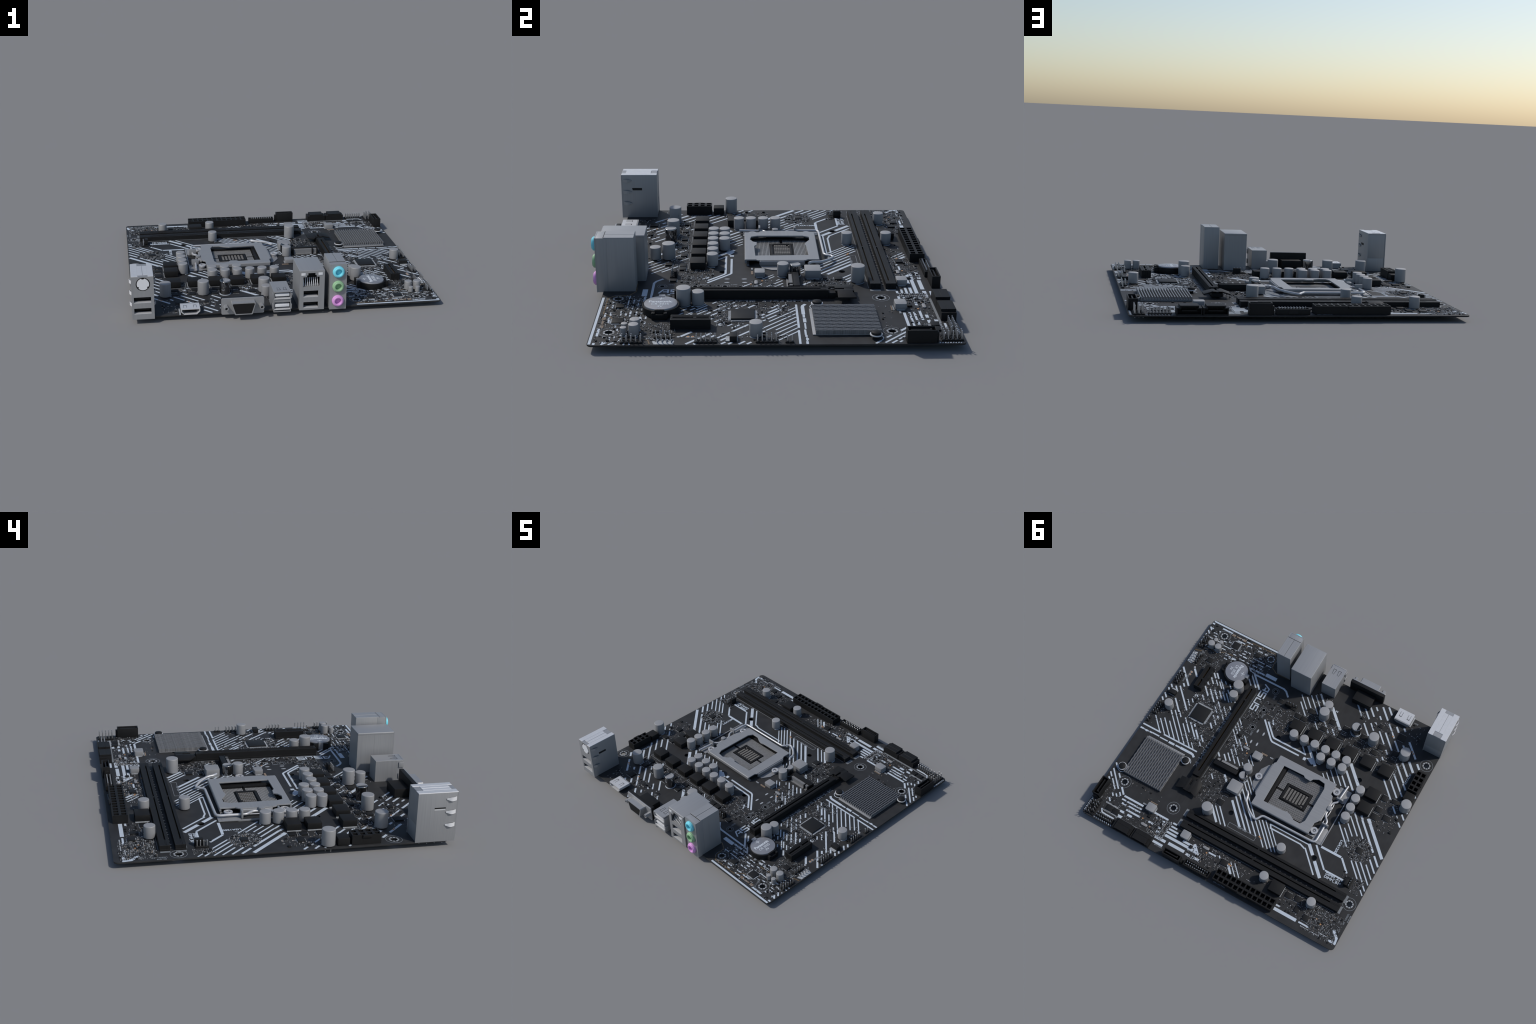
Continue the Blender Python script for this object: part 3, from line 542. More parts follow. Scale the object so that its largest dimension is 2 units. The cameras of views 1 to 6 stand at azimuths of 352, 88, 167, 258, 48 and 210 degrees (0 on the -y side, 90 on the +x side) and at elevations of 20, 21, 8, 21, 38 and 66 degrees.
# ------------------------------------------------------------------ slots
def groove_slot(name, x0, x1, y0, y1, zt, along, slots, width, offset=0.0, depth=None):
    """A long black socket with open channels cut in its top; slots = [(from, to)...] along its length."""
    b = Build(); floor = zt - depth if depth else ZT + 0.012
    if along == "y":
        c = (x0 + x1) / 2 + offset
        b.box(x0, x1, y0, y1, ZT, floor)
        b.box(x0, c - width / 2, y0, y1, floor, zt); b.box(c + width / 2, x1, y0, y1, floor, zt)
        ends = [y0] + [v for s in slots for v in s] + [y1]
        for a, d in zip(ends[0::2], ends[1::2]): b.box(c - width / 2, c + width / 2, a, d, floor, zt - 0.0004)
    else:
        c = (y0 + y1) / 2 + offset
        b.box(x0, x1, y0, y1, ZT, floor)
        b.box(x0, x1, y0, c - width / 2, floor, zt); b.box(x0, x1, c + width / 2, y1, floor, zt)
        ends = [x0] + [v for s in slots for v in s] + [x1]
        for a, d in zip(ends[0::2], ends[1::2]): b.box(a, d, c - width / 2, c + width / 2, floor, zt - 0.0004)
    return part(name, b, "plastic", bevel=0.0009, segments=1)

def slot_contacts(o, n, a0, a1, c, along, z0, z1, gap):
    b = Build()
    for i in range(n):
        u = a0 + (a1 - a0) * (i + 0.5) / n
        for s in (-1, 1):
            v = c + s * gap
            if along == "y": b.box(v - 0.0008, v + 0.0008, u - 0.0016, u + 0.0016, z0, z1)
            else: b.box(u - 0.0016, u + 0.0016, v - 0.0008, v + 0.0008, z0, z1)
    part("slot_contacts", b, "copper", o, kind="stuff")

# graphics slot
x16 = groove_slot("expansion_slot", 0.4150, 0.467, -0.4795, 0.317, 0.0862, "y", [(-0.465, -0.372), (-0.357, 0.278)], 0.011)
rims = Build()
for x in (0.4225, 0.4590): rims.box(x - 0.0022, x + 0.0022, -0.470, 0.308, 0.0855, 0.0878)
part("slot_rim", rims, "plastic", x16)
slot_contacts(x16, 82, -0.46, 0.27, 0.4410, "y", 0.052, 0.074, 0.0048)
# card latch at its end
lt = Build().box(0.413, 0.466, 0.318, 0.352, ZT, 0.070).box(0.405, 0.468, 0.350, 0.445, 0.048, 0.072).box(0.410, 0.432, 0.352, 0.450, 0.072, 0.0835).box(0.446, 0.466, 0.352, 0.450, 0.072, 0.0835).box(0.410, 0.466, 0.400, 0.450, 0.070, 0.0825)
latch = part("card_latch", lt, "plastic", x16, bevel=0.0015)
for pts, zin, zout in (([(0.466,0.362),(0.523,0.362),(0.523,0.458),(0.466,0.440)], 0.080, 0.066), ([(0.411,0.330),(0.398,0.322),(0.360,0.362),(0.360,0.458),(0.411,0.444)], 0.080, 0.066)):
    b = Build(); b.poly(pts, -0.004, 0.004)
    for v in b.bm.verts:
        f = abs(v.co.x - 0.4395) - 0.026; v.co.z += zin + (zout - zin) * max(0, min(1, f / 0.055))
    part("latch_wing", b, "plastic", x16, bevel=0.001)
# short slot
x1s = groove_slot("short_expansion_slot", 0.7665, 0.829, -0.478, -0.2835, 0.0882, "y", [(-0.468, -0.367), (-0.352, -0.292)], 0.0115)
part("slot_rim", Build().box(0.7795,0.7835,-0.472,-0.290,0.088,0.0897).box(0.812,0.816,-0.472,-0.290,0.088,0.0897), "plastic", x1s)
slot_contacts(x1s, 18, -0.46, -0.30, 0.7978, "y", 0.052, 0.076, 0.005)
# memory slots
for y0, y1 in ((0.549, 0.606), (0.633, 0.688)):
    s = groove_slot("memory_slot", -0.887, 0.342, y0, y1, 0.0700, "x", [(-0.813, -0.224), (-0.211, 0.298)], 0.0075, offset=-0.0075, depth=0.022)
    b = Build()
    for a, d in ((-0.800, -0.232), (-0.203, 0.288)):
        for v in (y0 + 0.0075, y0 + 0.029, y0 + 0.0405): b.box(a, d, v - 0.0010, v + 0.0010, 0.0690, 0.0703)
    part("slot_rim", b, "plastic", s)
    slot_contacts(s, 120, -0.81, 0.295, (y0 + y1) / 2 - 0.0075, "x", 0.049, 0.058, 0.0034)
gap = Build()
for i in range(30):
    x = -0.85 + i * 0.039 + R.uniform(-0.006, 0.006)
    gap.box(x - 0.0045, x + 0.0045, 0.616 + R.uniform(0, 0.008), 0.627 + R.uniform(0, 0.005), ZT - 0.0005, ZT + 0.0022)
part("slot_capacitors", gap, "pad_dim", BOARD, kind="stuff")  # dull colour stands in for the shadow between the memory slots
# M.2 socket
m2 = part("storage_card_socket", Build().box(0.196, 0.384, 0.137, 0.174, ZT, 0.0785).box(0.196, 0.208, 0.112, 0.137, ZT, 0.077).box(0.340, 0.349, 0.112, 0.137, ZT, 0.077).box(0.374, 0.384, 0.112, 0.137, ZT, 0.077).box(0.196, 0.384, 0.1372, 0.141, 0.070, 0.0812), "plastic", bevel=0.0012)
cb = Build()
for i in range(34):
    x = 0.2105 + i * 0.00382
    cb.box(x - 0.0013, x + 0.0013, 0.120, 0.1368, ZT, 0.0735).box(x - 0.0013, x + 0.0013, 0.108, 0.120, ZT, 0.044)
for i in range(5):
    x = 0.353 + i * 0.004
    cb.box(x - 0.0013, x + 0.0013, 0.120, 0.1368, ZT, 0.0735).box(x - 0.0013, x + 0.0013, 0.108, 0.120, ZT, 0.044)
cb.box(0.2085, 0.3395, 0.1215, 0.1366, ZT, 0.0725).box(0.3495, 0.3735, 0.1215, 0.1366, ZT, 0.0725)
part("socket_contacts", cb, "crystal", m2)

# ------------------------------------------------------------------ battery
hx, hy = 0.613, -0.538
hold = part("battery_holder", Build().ring(hx, hy, 0.0855, 0.0935, ZT, 0.078, 56).turn([(0.0856, ZT), (0.0856, 0.060)], hx, hy, 48), "plastic", bevel=0.0012)
part("holder_clip", Build().box(hx + 0.075, 0.722, -0.577, -0.500, ZT, 0.066).box(hx + 0.088, 0.722, -0.577, -0.560, 0.065, 0.0745).box(hx + 0.088, 0.722, -0.517, -0.500, 0.065, 0.0745).box(hx + 0.080, hx + 0.092, -0.562, -0.515, 0.065, 0.0845), "plastic", hold, bevel=0.0015)
part("battery_contact_spring", Build().box(hx - 0.098, hx - 0.074, hy - 0.016, hy + 0.016, 0.078, 0.0868).box(hx - 0.0995, hx - 0.0935, hy - 0.016, hy + 0.016, ZT, 0.0866), "shell", hold, bevel=0.001)
part("holder_clip", Build().box(hx - 0.105, hx - 0.085, hy + 0.018, hy + 0.05, ZT, 0.080).box(hx - 0.105, hx - 0.085, hy - 0.05, hy - 0.018, ZT, 0.080), "plastic", hold, bevel=0.0015)
cell = part("coin_battery", Build().turn([(0.082, 0.061), (0.084, 0.063), (0.084, 0.0815), (0.0825, 0.0838), (0.0805, 0.0842)], hx, hy, 64), "cell")
lettering("Panasonic", 0.611, -0.540, 0.033, 90, 0.0846, "cell_ink", "battery_word", cell, width=0.118, bold=0.0008, align="CENTER")
lettering("CR 2025", 0.640, -0.540, 0.029, 90, 0.0846, "cell_ink", "battery_word", cell, width=0.088, align="CENTER")
lettering("3V", 0.668, -0.540, 0.027, 90, 0.0846, "cell_ink", "battery_word", cell, width=0.028, align="CENTER")
part("battery_plus_sign", Build().box(0.562, 0.565, -0.556, -0.524, 0.0838, 0.0848).box(0.5475, 0.5795, -0.5415, -0.5385, 0.0838, 0.08483), "cell_ink", cell)

# ------------------------------------------------------------------ chipset heatsink
hb = part("heatsink", Build().box(0.601, 0.904, 0.207, 0.535, ZT + 0.001, ZT + 0.0055), "shell", bevel=0.001)
part("shaded_fin_bed", Build().box(0.6035, 0.902, 0.2235, 0.5345, ZT + 0.0054, ZT + 0.0115), "ink_grey", hb)  # raised base, coloured darker to paint shade into the fin grooves
part("heatsink_foot", Build().box(0.64, 0.86, 0.26, 0.50, ZT, ZT + 0.007), "chip", hb)
NF = 19
def wavy_fin(phase):
    b = Build(); n = 56; y0, y1 = -0.158, 0.158; lo, hi = [], []
    for i in range(n + 1):
        y = y0 + (y1 - y0) * i / n
        dx = 0.0005 * math.sin(2 * math.pi * y / 0.05 + phase); dt = 0.0011 * math.sin(2 * math.pi * y / 0.042 + phase)
        lo.append([b.bm.verts.new((dx - 0.0028, y, 0)), b.bm.verts.new((dx + 0.0028, y, 0))])
        hi.append([b.bm.verts.new((dt - 0.0024, y, 0.0235)), b.bm.verts.new((dt + 0.0024, y, 0.0235))])
    for i in range(n):
        b.bm.faces.new((lo[i][0], lo[i + 1][0], hi[i + 1][0], hi[i][0])); b.bm.faces.new((lo[i][1], hi[i][1], hi[i + 1][1], lo[i + 1][1]))
        b.bm.faces.new((hi[i][0], hi[i + 1][0], hi[i + 1][1], hi[i][1])); b.bm.faces.new((lo[i][0], lo[i][1], lo[i + 1][1], lo[i + 1][0]))
    for k in (0, n): b.bm.faces.new((lo[k][0], lo[k][1], hi[k][1], hi[k][0]) if k == 0 else (lo[k][0], hi[k][0], hi[k][1], lo[k][1]))
    return b.mesh("cooling_fin", M["fin"])
fins = [wavy_fin(0.0), wavy_fin(2.4), wavy_fin(4.4)]
for i in range(NF):
    x = 0.6045 + (0.901 - 0.6045) * i / (NF - 1)
    put("cooling_fin", fins[(i * 2) % 3], hb, (x, 0.379, ZT + 0.0050))
for x, y in ((0.933, 0.506), (0.568, 0.250)):
    p = part("push_pin", Build().turn([(0.011, ZT), (0.011, 0.060), (0.0245, 0.061), (0.0250, 0.066), (0.0225, 0.0705), (0.014, 0.0735), (0.004, 0.0745)], x, y, 32), "plastic", hb)
    s = 1 if x > 0.7 else -1
    part("pin_washer", Build().turn([(0.030, 0.0545), (0.0310, 0.0565), (0.0300, 0.0600)], x, y, 36), "shell_bright", hb)
    part("heatsink_ear", Build().band((x, y), (x - s * 0.045, y - s * 0.006), 0.034, 0.0475, 0.0545), "shell", hb, bevel=0.001)
    part("pin_outline", Build().ring(x, y, 0.0335, 0.038, ZT - 0.0005, ZT + 0.0009, 30, 0.4 if s > 0 else 3.3, 3.4 if s > 0 else 6.2), "ink", hb)

# ------------------------------------------------------------------ processor socket
back = Build().poly([(-0.571,-0.122),(-0.480,-0.122),(-0.497,-0.020),(-0.550,-0.015),(-0.571,-0.03)], ZT, 0.0425).poly([(-0.571,0.215),(-0.550,0.20),(-0.497,0.17),(-0.490,0.328),(-0.571,0.328)], ZT, 0.0425)
back.poly([(0.0,-0.03),(0.040,-0.02),(0.074,0.035),(0.078,0.15),(0.060,0.18),(0.0,0.215)], ZT, 0.0425)
SOCK = part("processor_socket", back.box(-0.50, 0.0, -0.105, -0.09, ZT, 0.042).box(-0.50, 0.0, 0.285, 0.300, ZT, 0.042), "steel", bevel=0.001)
part("plate_edge_fold", Build().box(-0.571, -0.564, -0.11, 0.328, ZT, 0.047), "steel", SOCK, bevel=0.001)
part("plate_label_tab", Build().poly([(-0.505,0.225),(-0.557,0.225),(-0.557,0.305),(-0.515,0.305)], 0.042, 0.0437), "crystal", SOCK, bevel=0.0004)
OUTER = [(-0.001,-0.112),(-0.452,-0.112),(-0.452,-0.030),(-0.470,-0.020),(-0.476,0.0),(-0.476,0.185),(-0.468,0.20),(-0.455,0.215),(-0.455,0.303),(-0.002,0.303),(-0.002,0.240),(0.010,0.226),(0.010,-0.040),(-0.001,-0.052)]
OPEN = [(-0.063,-0.055),(-0.218,-0.059),(-0.235,-0.046),(-0.278,-0.043),(-0.291,-0.065),(-0.328,-0.083),(-0.375,-0.076),(-0.391,-0.041),(-0.390,0.233),(-0.370,0.268),(-0.320,0.268),(-0.282,0.246),(-0.251,0.236),(-0.220,0.243),(-0.069,0.247),(-0.066,0.1)]
me = sheet(OUTER, [OPEN], 0.0675, 0.0755, bevel=0.0012)
me.materials.append(M["steel"])
plate = settle(put("load_plate", me, SOCK, (0, 0, 0)))
sk = Build().box(-0.452, -0.003, 0.293, 0.306, 0.050, 0.0745).box(-0.452, -0.003, -0.1155, -0.103, 0.050, 0.0745)
part("load_plate_flange", sk, "steel", SOCK, bevel=0.005, segments=3)
part("load_plate_flange", Build().poly([(0.007,-0.035),(0.019,-0.030),(0.019,0.218),(0.007,0.224)], 0.046, 0.0725), "steel", SOCK, bevel=0.005, segments=3)
part("load_plate_tongue", Build().poly([(-0.474,0.0),(-0.486,0.01),(-0.486,0.178),(-0.474,0.185)], 0.050, 0.071), "steel", SOCK, bevel=0.005, segments=3)
hook = Build().poly([(-0.478,0.058),(-0.500,0.050),(-0.512,0.062),(-0.512,0.078),(-0.500,0.090),(-0.478,0.086)], 0.066, 0.083)
part("retaining_hook", hook, "steel", SOCK, bevel=0.004)
bed = part("contact_bed", Build().box(-0.425, -0.035, -0.088, 0.282, ZT - 0.002, 0.0385), "inductor", SOCK)
part("bed_wall", Build().box(-0.088, -0.055, -0.075, 0.262, 0.0384, 0.054).box(-0.095, -0.087, 0.088, 0.102, 0.0384, 0.052).box(-0.42, -0.055, -0.088, -0.068, 0.0384, 0.048).box(-0.42, -0.055, 0.262, 0.281, 0.0384, 0.048).box(-0.424, -0.402, -0.07, 0.265, 0.0384, 0.050), "plastic", SOCK, bevel=0.001)
con = Build(); pt = 0.0078
for i in range(39):
    for j in range(40):
        x = -0.396 + i * pt; y = -0.058 + j * pt
        if -0.348 < x < -0.140 and 0.032 < y < 0.175: continue
        if 0.097 < y < 0.106 or y > 0.256: continue
        con.poly([(x - 0.0024, y - 0.0026), (x + 0.0022, y - 0.0022), (x + 0.0024, y + 0.0024), (x - 0.002, y + 0.0026)], 0.0383, 0.0415)
part("contact_pins", con, "contact", SOCK, kind="stuff")
part("bed_wall", Build().box(-0.340,-0.322,0.0375,0.162,0.0384,0.0448).box(-0.163,-0.147,0.0375,0.162,0.0384,0.0448).box(-0.322,-0.163,0.0375,0.0505,0.0384,0.0447).box(-0.322,-0.163,0.149,0.162,0.0384,0.0447), "plastic", SOCK, bevel=0.001)
lands = Build()
for i in range(7):
    for j in range(9):
        if i in (0, 1) and j > 6 and (i + j) % 2: continue
        x = -0.313 + i * 0.0232; y = 0.0625 + j * 0.0104
        lands.box(x - 0.0070, x + 0.0070, y - 0.0042, y + 0.0042, 0.0383, 0.0410)
part("socket_capacitors", lands, "land", SOCK, kind="stuff")
for x, y in ((0.057, 0.098), (-0.476, -0.067), (-0.477, 0.259)):
    b = Build().ring(x, y, 0.0125, 0.026, 0.052, 0.0630, 40).turn([(0.020, 0.0425), (0.020, 0.053)], x, y, 28)
    s = part("socket_screw", b, "wire", SOCK, bevel=0.003, segments=3)
    hexa = [(x + 0.0135 * math.cos(math.pi / 3 * k + 0.2), y + 0.0135 * math.sin(math.pi / 3 * k + 0.2)) for k in range(6)]
    hexi = [(x + 0.0100 * math.cos(math.pi / 3 * k + 0.2), y + 0.0100 * math.sin(math.pi / 3 * k + 0.2)) for k in range(6)]
    me = sheet(hexa, [hexi], 0.054, 0.0600); me.materials.append(M["steel"]); settle(put("screw_recess", me, SOCK))
    part("screw_recess_post", Build().turn([(0.0055, 0.053), (0.0055, 0.0575), (0.003, 0.0595)], x, y, 16), "wire", SOCK)

def rod(name, pts, r, mat, parent):
    cu = bpy.data.curves.new(name, "CURVE"); cu.dimensions = "3D"; cu.bevel_depth = r; cu.bevel_resolution = 5; cu.use_fill_caps = True; cu.resolution_u = 8
    P = [Vector(p) for p in pts]; sm = []
    for i, p in enumerate(P):                                  # round every bend
        if 0 < i < len(P) - 1:
            a = p + (P[i - 1] - p).normalized() * min(0.022, (P[i - 1] - p).length * 0.45); c = p + (P[i + 1] - p).normalized() * min(0.022, (P[i + 1] - p).length * 0.45)
            for k in range(6):
                t = k / 5; sm.append(a * (1 - t) ** 2 + p * 2 * t * (1 - t) + c * t * t)
        else: sm.append(p)
    s = cu.splines.new("POLY"); s.points.add(len(sm) - 1)
    for q, v in zip(s.points, sm): q.co = (*v, 1)
    ob = bpy.data.objects.new(name, cu); bpy.context.scene.collection.objects.link(ob)
    dg = bpy.context.evaluated_depsgraph_get(); me = bpy.data.meshes.new_from_object(ob.evaluated_get(dg)); bpy.data.objects.remove(ob)
    me.materials.clear(); me.materials.append(M[mat]); me.name = name
    for p in me.polygons: p.use_smooth = True
    return settle(put(name, me, parent))
zl = 0.0595
rod("socket_lever", [(0.066,0.240,0.078),(0.046,0.258,0.078),(0.039,0.303,0.074),(-0.012,0.352,0.066),(-0.070,0.388,zl),(-0.092,0.384,zl),(-0.113,0.339,zl),(-0.510,0.335,zl),(-0.525,0.320,zl),(-0.524,0.190,zl),(-0.526,0.158,zl),(-0.490,0.126,zl),(-0.490,0.020,zl),(-0.522,-0.004,zl),(-0.520,-0.036,zl),(-0.528,-0.146,zl)], 0.0076, "wire", SOCK)
for y in (-0.024, 0.190):
    part("lever_bracket", Build().box(-0.549, -0.499, y - 0.0055, y + 0.0055, 0.042, 0.088), "steel", SOCK, bevel=0.002)
rod("torsion_rod", [(-0.500,0.175,0.047),(-0.500,0.135,0.047),(-0.507,0.105,0.050),(-0.507,0.040,0.050),(-0.500,0.0,0.047)], 0.004, "wire", SOCK)

# ------------------------------------------------------------------ power sockets
def power_socket(name, x0, x1, y0, y1, zt, nx, ny):
    hol = []; wx = (x1 - x0) / nx; wy = (y1 - y0) / ny; m = 0.0045
    for i in range(nx):
        for j in range(ny):
            a, b = x0 + i * wx + m, x0 + (i + 1) * wx - m; c, d = y0 + j * wy + m * 1.6, y0 + (j + 1) * wy - m * 1.6
            hol.append([(a, c), (b, c), (b, d), (a, d)])
    me = sheet([(x0, y0), (x1, y0), (x1, y1), (x0, y1)], hol, ZT + 0.002, zt); me.materials.append(M["plastic"])
    o = settle(put(name, me, ROOT))
    part("socket_floor", Build().box(x0 + 0.001, x1 - 0.001, y0 + 0.001, y1 - 0.001, ZT, ZT + 0.0025), "plastic", o)
    pins = Build()
    for i in range(nx):
        for j in range(ny):
            cx, cy = x0 + (i + 0.5) * wx, y0 + (j + 0.5) * wy
            pins.box(cx - 0.003, cx + 0.003, cy - 0.003, cy + 0.003, ZT + 0.002, ZT + 0.020)
    part("power_pins", pins, "black_gloss", o)
    return o
p24 = power_socket("main_power_socket", -0.499, -0.050, 0.821, 0.905, 0.087, 12, 2)
part("socket_catch", Build().box(-0.315, -0.245, 0.904, 0.912, 0.072, 0.0865), "plastic", p24, bevel=0.0015)
p8 = power_socket("processor_power_socket", -0.968, -0.898, -0.484, -0.323, 0.094, 2, 4)
part("socket_catch", Build().box(-0.975, -0.967, -0.43, -0.38, 0.078, 0.0935), "plastic", p8, bevel=0.0015)
part("power_filter_coil", Build().box(-0.969, -0.897, -0.312, -0.246, ZT + 0.001, 0.081), "inductor", bevel=0.005)

# ------------------------------------------------------------------ drive and front connectors
def open_box(x0, x1, y0, y1, z0, z1, t, floor):
    b = Build().box(x0, x0 + t, y0, y1, z0, z1).box(x1 - t, x1, y0, y1, z0, z1).box(x0 + t, x1 - t, y0, y0 + t, z0, z1).box(x0 + t, x1 - t, y1 - t, y1, z0, z1)
    return b.box(x0 + t, x1 - t, y0 + t, y1 - t, z0, floor)
def upright_drive_port(x0, x1, y0, y1, zt, along):
    b = open_box(x0, x1, y0, y1, ZT, zt, 0.007, ZT + 0.015)
    o = part("drive_port", b, "plastic", bevel=0.0012)
    cx, cy = (x0 + x1) / 2, (y0 + y1) / 2
    t = Build()
    if along == "x": t.box(x0 + 0.022, x1 - 0.018, cy - 0.004, cy + 0.004, ZT + 0.014, zt - 0.006).box(x0 + 0.022, x0 + 0.030, cy - 0.011, cy - 0.004, ZT + 0.014, zt - 0.006)
    else: t.box(cx - 0.004, cx + 0.004, y0 + 0.018, y1 - 0.022, ZT + 0.014, zt - 0.006).box(cx - 0.011, cx - 0.004, y1 - 0.030, y1 - 0.022, ZT + 0.014, zt - 0.006)
    part("port_tongue", t, "plastic", o)
    return o
upright_drive_port(0.203, 0.336, 0.878, 0.9235, 0.107, "x")
part("drive_port_key", Build().box(0.190, 0.204, 0.889, 0.913, ZT, 0.088), "plastic", bevel=0.0012)
upright_drive_port(0.940, 0.994, 0.645, 0.786, 0.1035, "y")
part("drive_port_key", Build().box(0.951, 0.981, 0.785, 0.797, ZT, 0.088), "plastic", bevel=0.0012)
for x0, x1 in ((0.600, 0.742), (0.452, 0.594)):
    zt = 0.0925; s = 0.018
    b = Build()
    ring_o = [(x0, ZT), (x1, ZT), (x1, zt - 0.013), (x1 - s, zt - 0.013), (x1 - s, zt), (x0 + s, zt), (x0 + s, zt - 0.013), (x0, zt - 0.013)]
    b.wall(ring_o, 0.853, 0.885)                                # closed rear half
    t = 0.007
    b.box(x0, x0 + t, 0.885, 0.928, ZT, zt - 0.013).box(x1 - t, x1, 0.885, 0.928, ZT, zt - 0.013).box(x0 + t, x1 - t, 0.885, 0.928, ZT, ZT + t)
    b.box(x0 + s, x1 - s, 0.885, 0.928, zt - t, zt).box(x0 + t, x0 + s, 0.885, 0.928, zt - 0.013 - t, zt - 0.013).box(x1 - s, x1 - t, 0.885, 0.928, zt - 0.013 - t, zt - 0.013)
    b.box(x0 + s, x0 + s + t, 0.885, 0.928, zt - 0.013 - t, zt - t).box(x1 - s - t, x1 - s, 0.885, 0.928, zt - 0.013 - t, zt - t)
    o = part("flat_drive_port", b, "plastic", bevel=0.0008, segments=1)
    part("port_tongue", Build().box(x0 + 0.03, x1 - 0.03, 0.885, 0.922, 0.060, 0.067), "plastic", o)
# front USB box header
uh = open_box(-0.018, 0.179, 0.868, 0.916, ZT, 0.071, 0.006, ZT + 0.012)
UH = part("front_port_header", uh, "plastic", bevel=0.001)
part("notch_plate", Build().box(0.055, 0.105, 0.9155, 0.9175, ZT + 0.008, 0.068), "chip", UH)  # thin black plate laid on the wall in place of a cut notch

pin_mesh = Build().box(-0.0028, 0.0028, -0.0028, 0.0028, 0, 0.0405).mesh("header_pin", M["pin"], 0.0012, 1)
tall_pin = Build().box(-0.0028, 0.0028, -0.0028, 0.0028, 0, 0.053).mesh("header_pin", M["pin"], 0.0012, 1)
short_pin = Build().box(-0.0031, 0.0031, -0.0031, 0.0031, 0, 0.030).mesh("header_pin", M["pin"], 0.0012, 1)
for i in range(10):
    for j in range(2):
        if (i, j) == (0, 1): continue
        put("header_pin", short_pin, UH, (0.0035 + i * 0.0172, 0.882 + j * 0.019, ZT + 0.011))

def pin_header(name, cols, rows, skip=(), z=None, base=True):
    """Black base strip with upright square pins; cols and rows are x and y positions."""
    b = Build()
    if base:
        for x in cols:
            for y in rows: b.box(x - 0.0095, x + 0.0095, y - 0.0095, y + 0.0095, ZT, ZT + 0.0085)
    else: b.box(min(cols) - 0.006, max(cols) + 0.006, min(rows) - 0.008, max(rows) + 0.008, ZT, ZT + 0.002)
    o = part(name, b, "plastic", bevel=0.0018 if base else 0, segments=1)
    for i, x in enumerate(cols):
        for j, y in enumerate(rows):
            if (i, j) not in skip: put("header_pin", tall_pin if name == "front_panel_header" else pin_mesh, o, (x, y, ZT))
    return o
line = lambda a, n, d: [a + d * i for i in range(n)]
pin_header("pin_header", [0.955, 0.976], line(-0.695, 5, 0.0218), skip={(0, 3)})
pin_header("pin_header", [0.955, 0.976], line(-0.346, 5, 0.0218), skip={(1, 4)})
pin_header("pin_header", [0.955, 0.976], line(-0.058, 5, 0.0218), skip={(0, 0)})
pin_header("pin_header", [0.977], line(0.082, 2, 0.0218))
pin_header("pin_header", [0.925], line(-0.540, 4, 0.0218))
pin_header("front_panel_header", [0.921, 0.9435, 0.966], line(0.823, 5, 0.0212), skip={(0, 4), (1, 2)})
pin_header("pin_header", line(0.7725, 7, 0.0185), [0.880, 0.899], base=True)
# four bent pins lying across a tinned patch
part("tinned_patch", Build().poly([(0.960,-0.555),(0.992,-0.545),(0.992,-0.455),(0.955,-0.450),(0.945,-0.47)], ZT - 0.0005, ZT + 0.0013), "pad", BOARD)
for i in range(4):
    y = -0.532 + i * 0.0218
    rod("bent_header_pin", [(0.950, y + 0.006, ZT + 0.005), (0.974, y, ZT + 0.005), (0.974, y, 0.081)], 0.0030, "pin", ROOT)
# fan headers with a locking wall
FH = pin_header("fan_header", [-0.866], line(0.436, 4, 0.0178))
part("fan_header_wall", Build().box(-0.856, -0.833, 0.455, 0.501, ZT, 0.080).box(-0.880, -0.833, 0.428, 0.500, ZT, ZT + 0.006), "plastic", FH, bevel=0.001)
FH = pin_header("fan_header", line(0.0985, 4, 0.0225), [-0.512])
part("fan_header_wall", Build().box(0.125, 0.177, -0.498, -0.485, ZT, 0.076).box(0.088, 0.178, -0.523, -0.483, ZT, ZT + 0.006), "plastic", FH, bevel=0.001)

# ------------------------------------------------------------------ rear ports
def framed(x0, x1, z0, z1, holes, y, depth, mat, name, parent):
    """Upright front plate with cut-outs (holes drawn in x, z)."""
    me = sheet([(x0, z0), (x1, z0), (x1, z1), (x0, z1)], holes, 0, depth)
    me.transform(Matrix.Translation((0, y, 0)) @ Matrix.Rotation(math.radians(90), 4, "X"))
    me.transform(Matrix.Translation((0, depth, 0)))
    me.materials.append(M[mat])
    return settle(put(name, me, parent))
rect = lambda a, b, c, d: [(a, c), (b, c), (b, d), (a, d)]
def hollow(name, x0, x1, y0, y1, z0, z1, rear, mat="shell", bevel=0.003, inner="plastic"):
    """A port housing: solid behind, dark well in front."""
    b = Build().box(x0, x1, y0 + rear, y1, z0, z1)
    return part(name, b, mat, bevel=bevel, segments=2)

# keyboard + two USB
x0, x1, y0, y1, z0, z1 = -0.988, -0.850, -0.891, -0.666, 0.0345, 0.315
shell = Build().box(x0, x0 + 0.006, y0 + 0.006, y1, z0, z1 - 0.0005).box(x1 - 0.006, x1, y0 + 0.006, y1, z0, z1 - 0.0005).box(x0 + 0.006, x1 - 0.006, y0 + 0.006, y1 - 0.002, z1 - 0.007, z1 - 0.001).box(x0 + 0.006, x1 - 0.006, y1 - 0.006, y1 - 0.002, z0 + 0.1, z1 - 0.007).box(x0 + 0.006, x1 - 0.006, y1 - 0.010, y1 - 0.004, z0, z0 + 0.1)
KB = part("keyboard_port_tower", shell, "shell", bevel=0.0015)
part("port_core", Build().box(x0 + 0.007, x1 - 0.007, y0 + 0.100, y1 - 0.012, z0 + 0.002, z1 - 0.009).box(x0 + 0.007, x1 - 0.007, y0 + 0.034, y0 + 0.100, 0.200, z1 - 0.009), "plastic", KB)
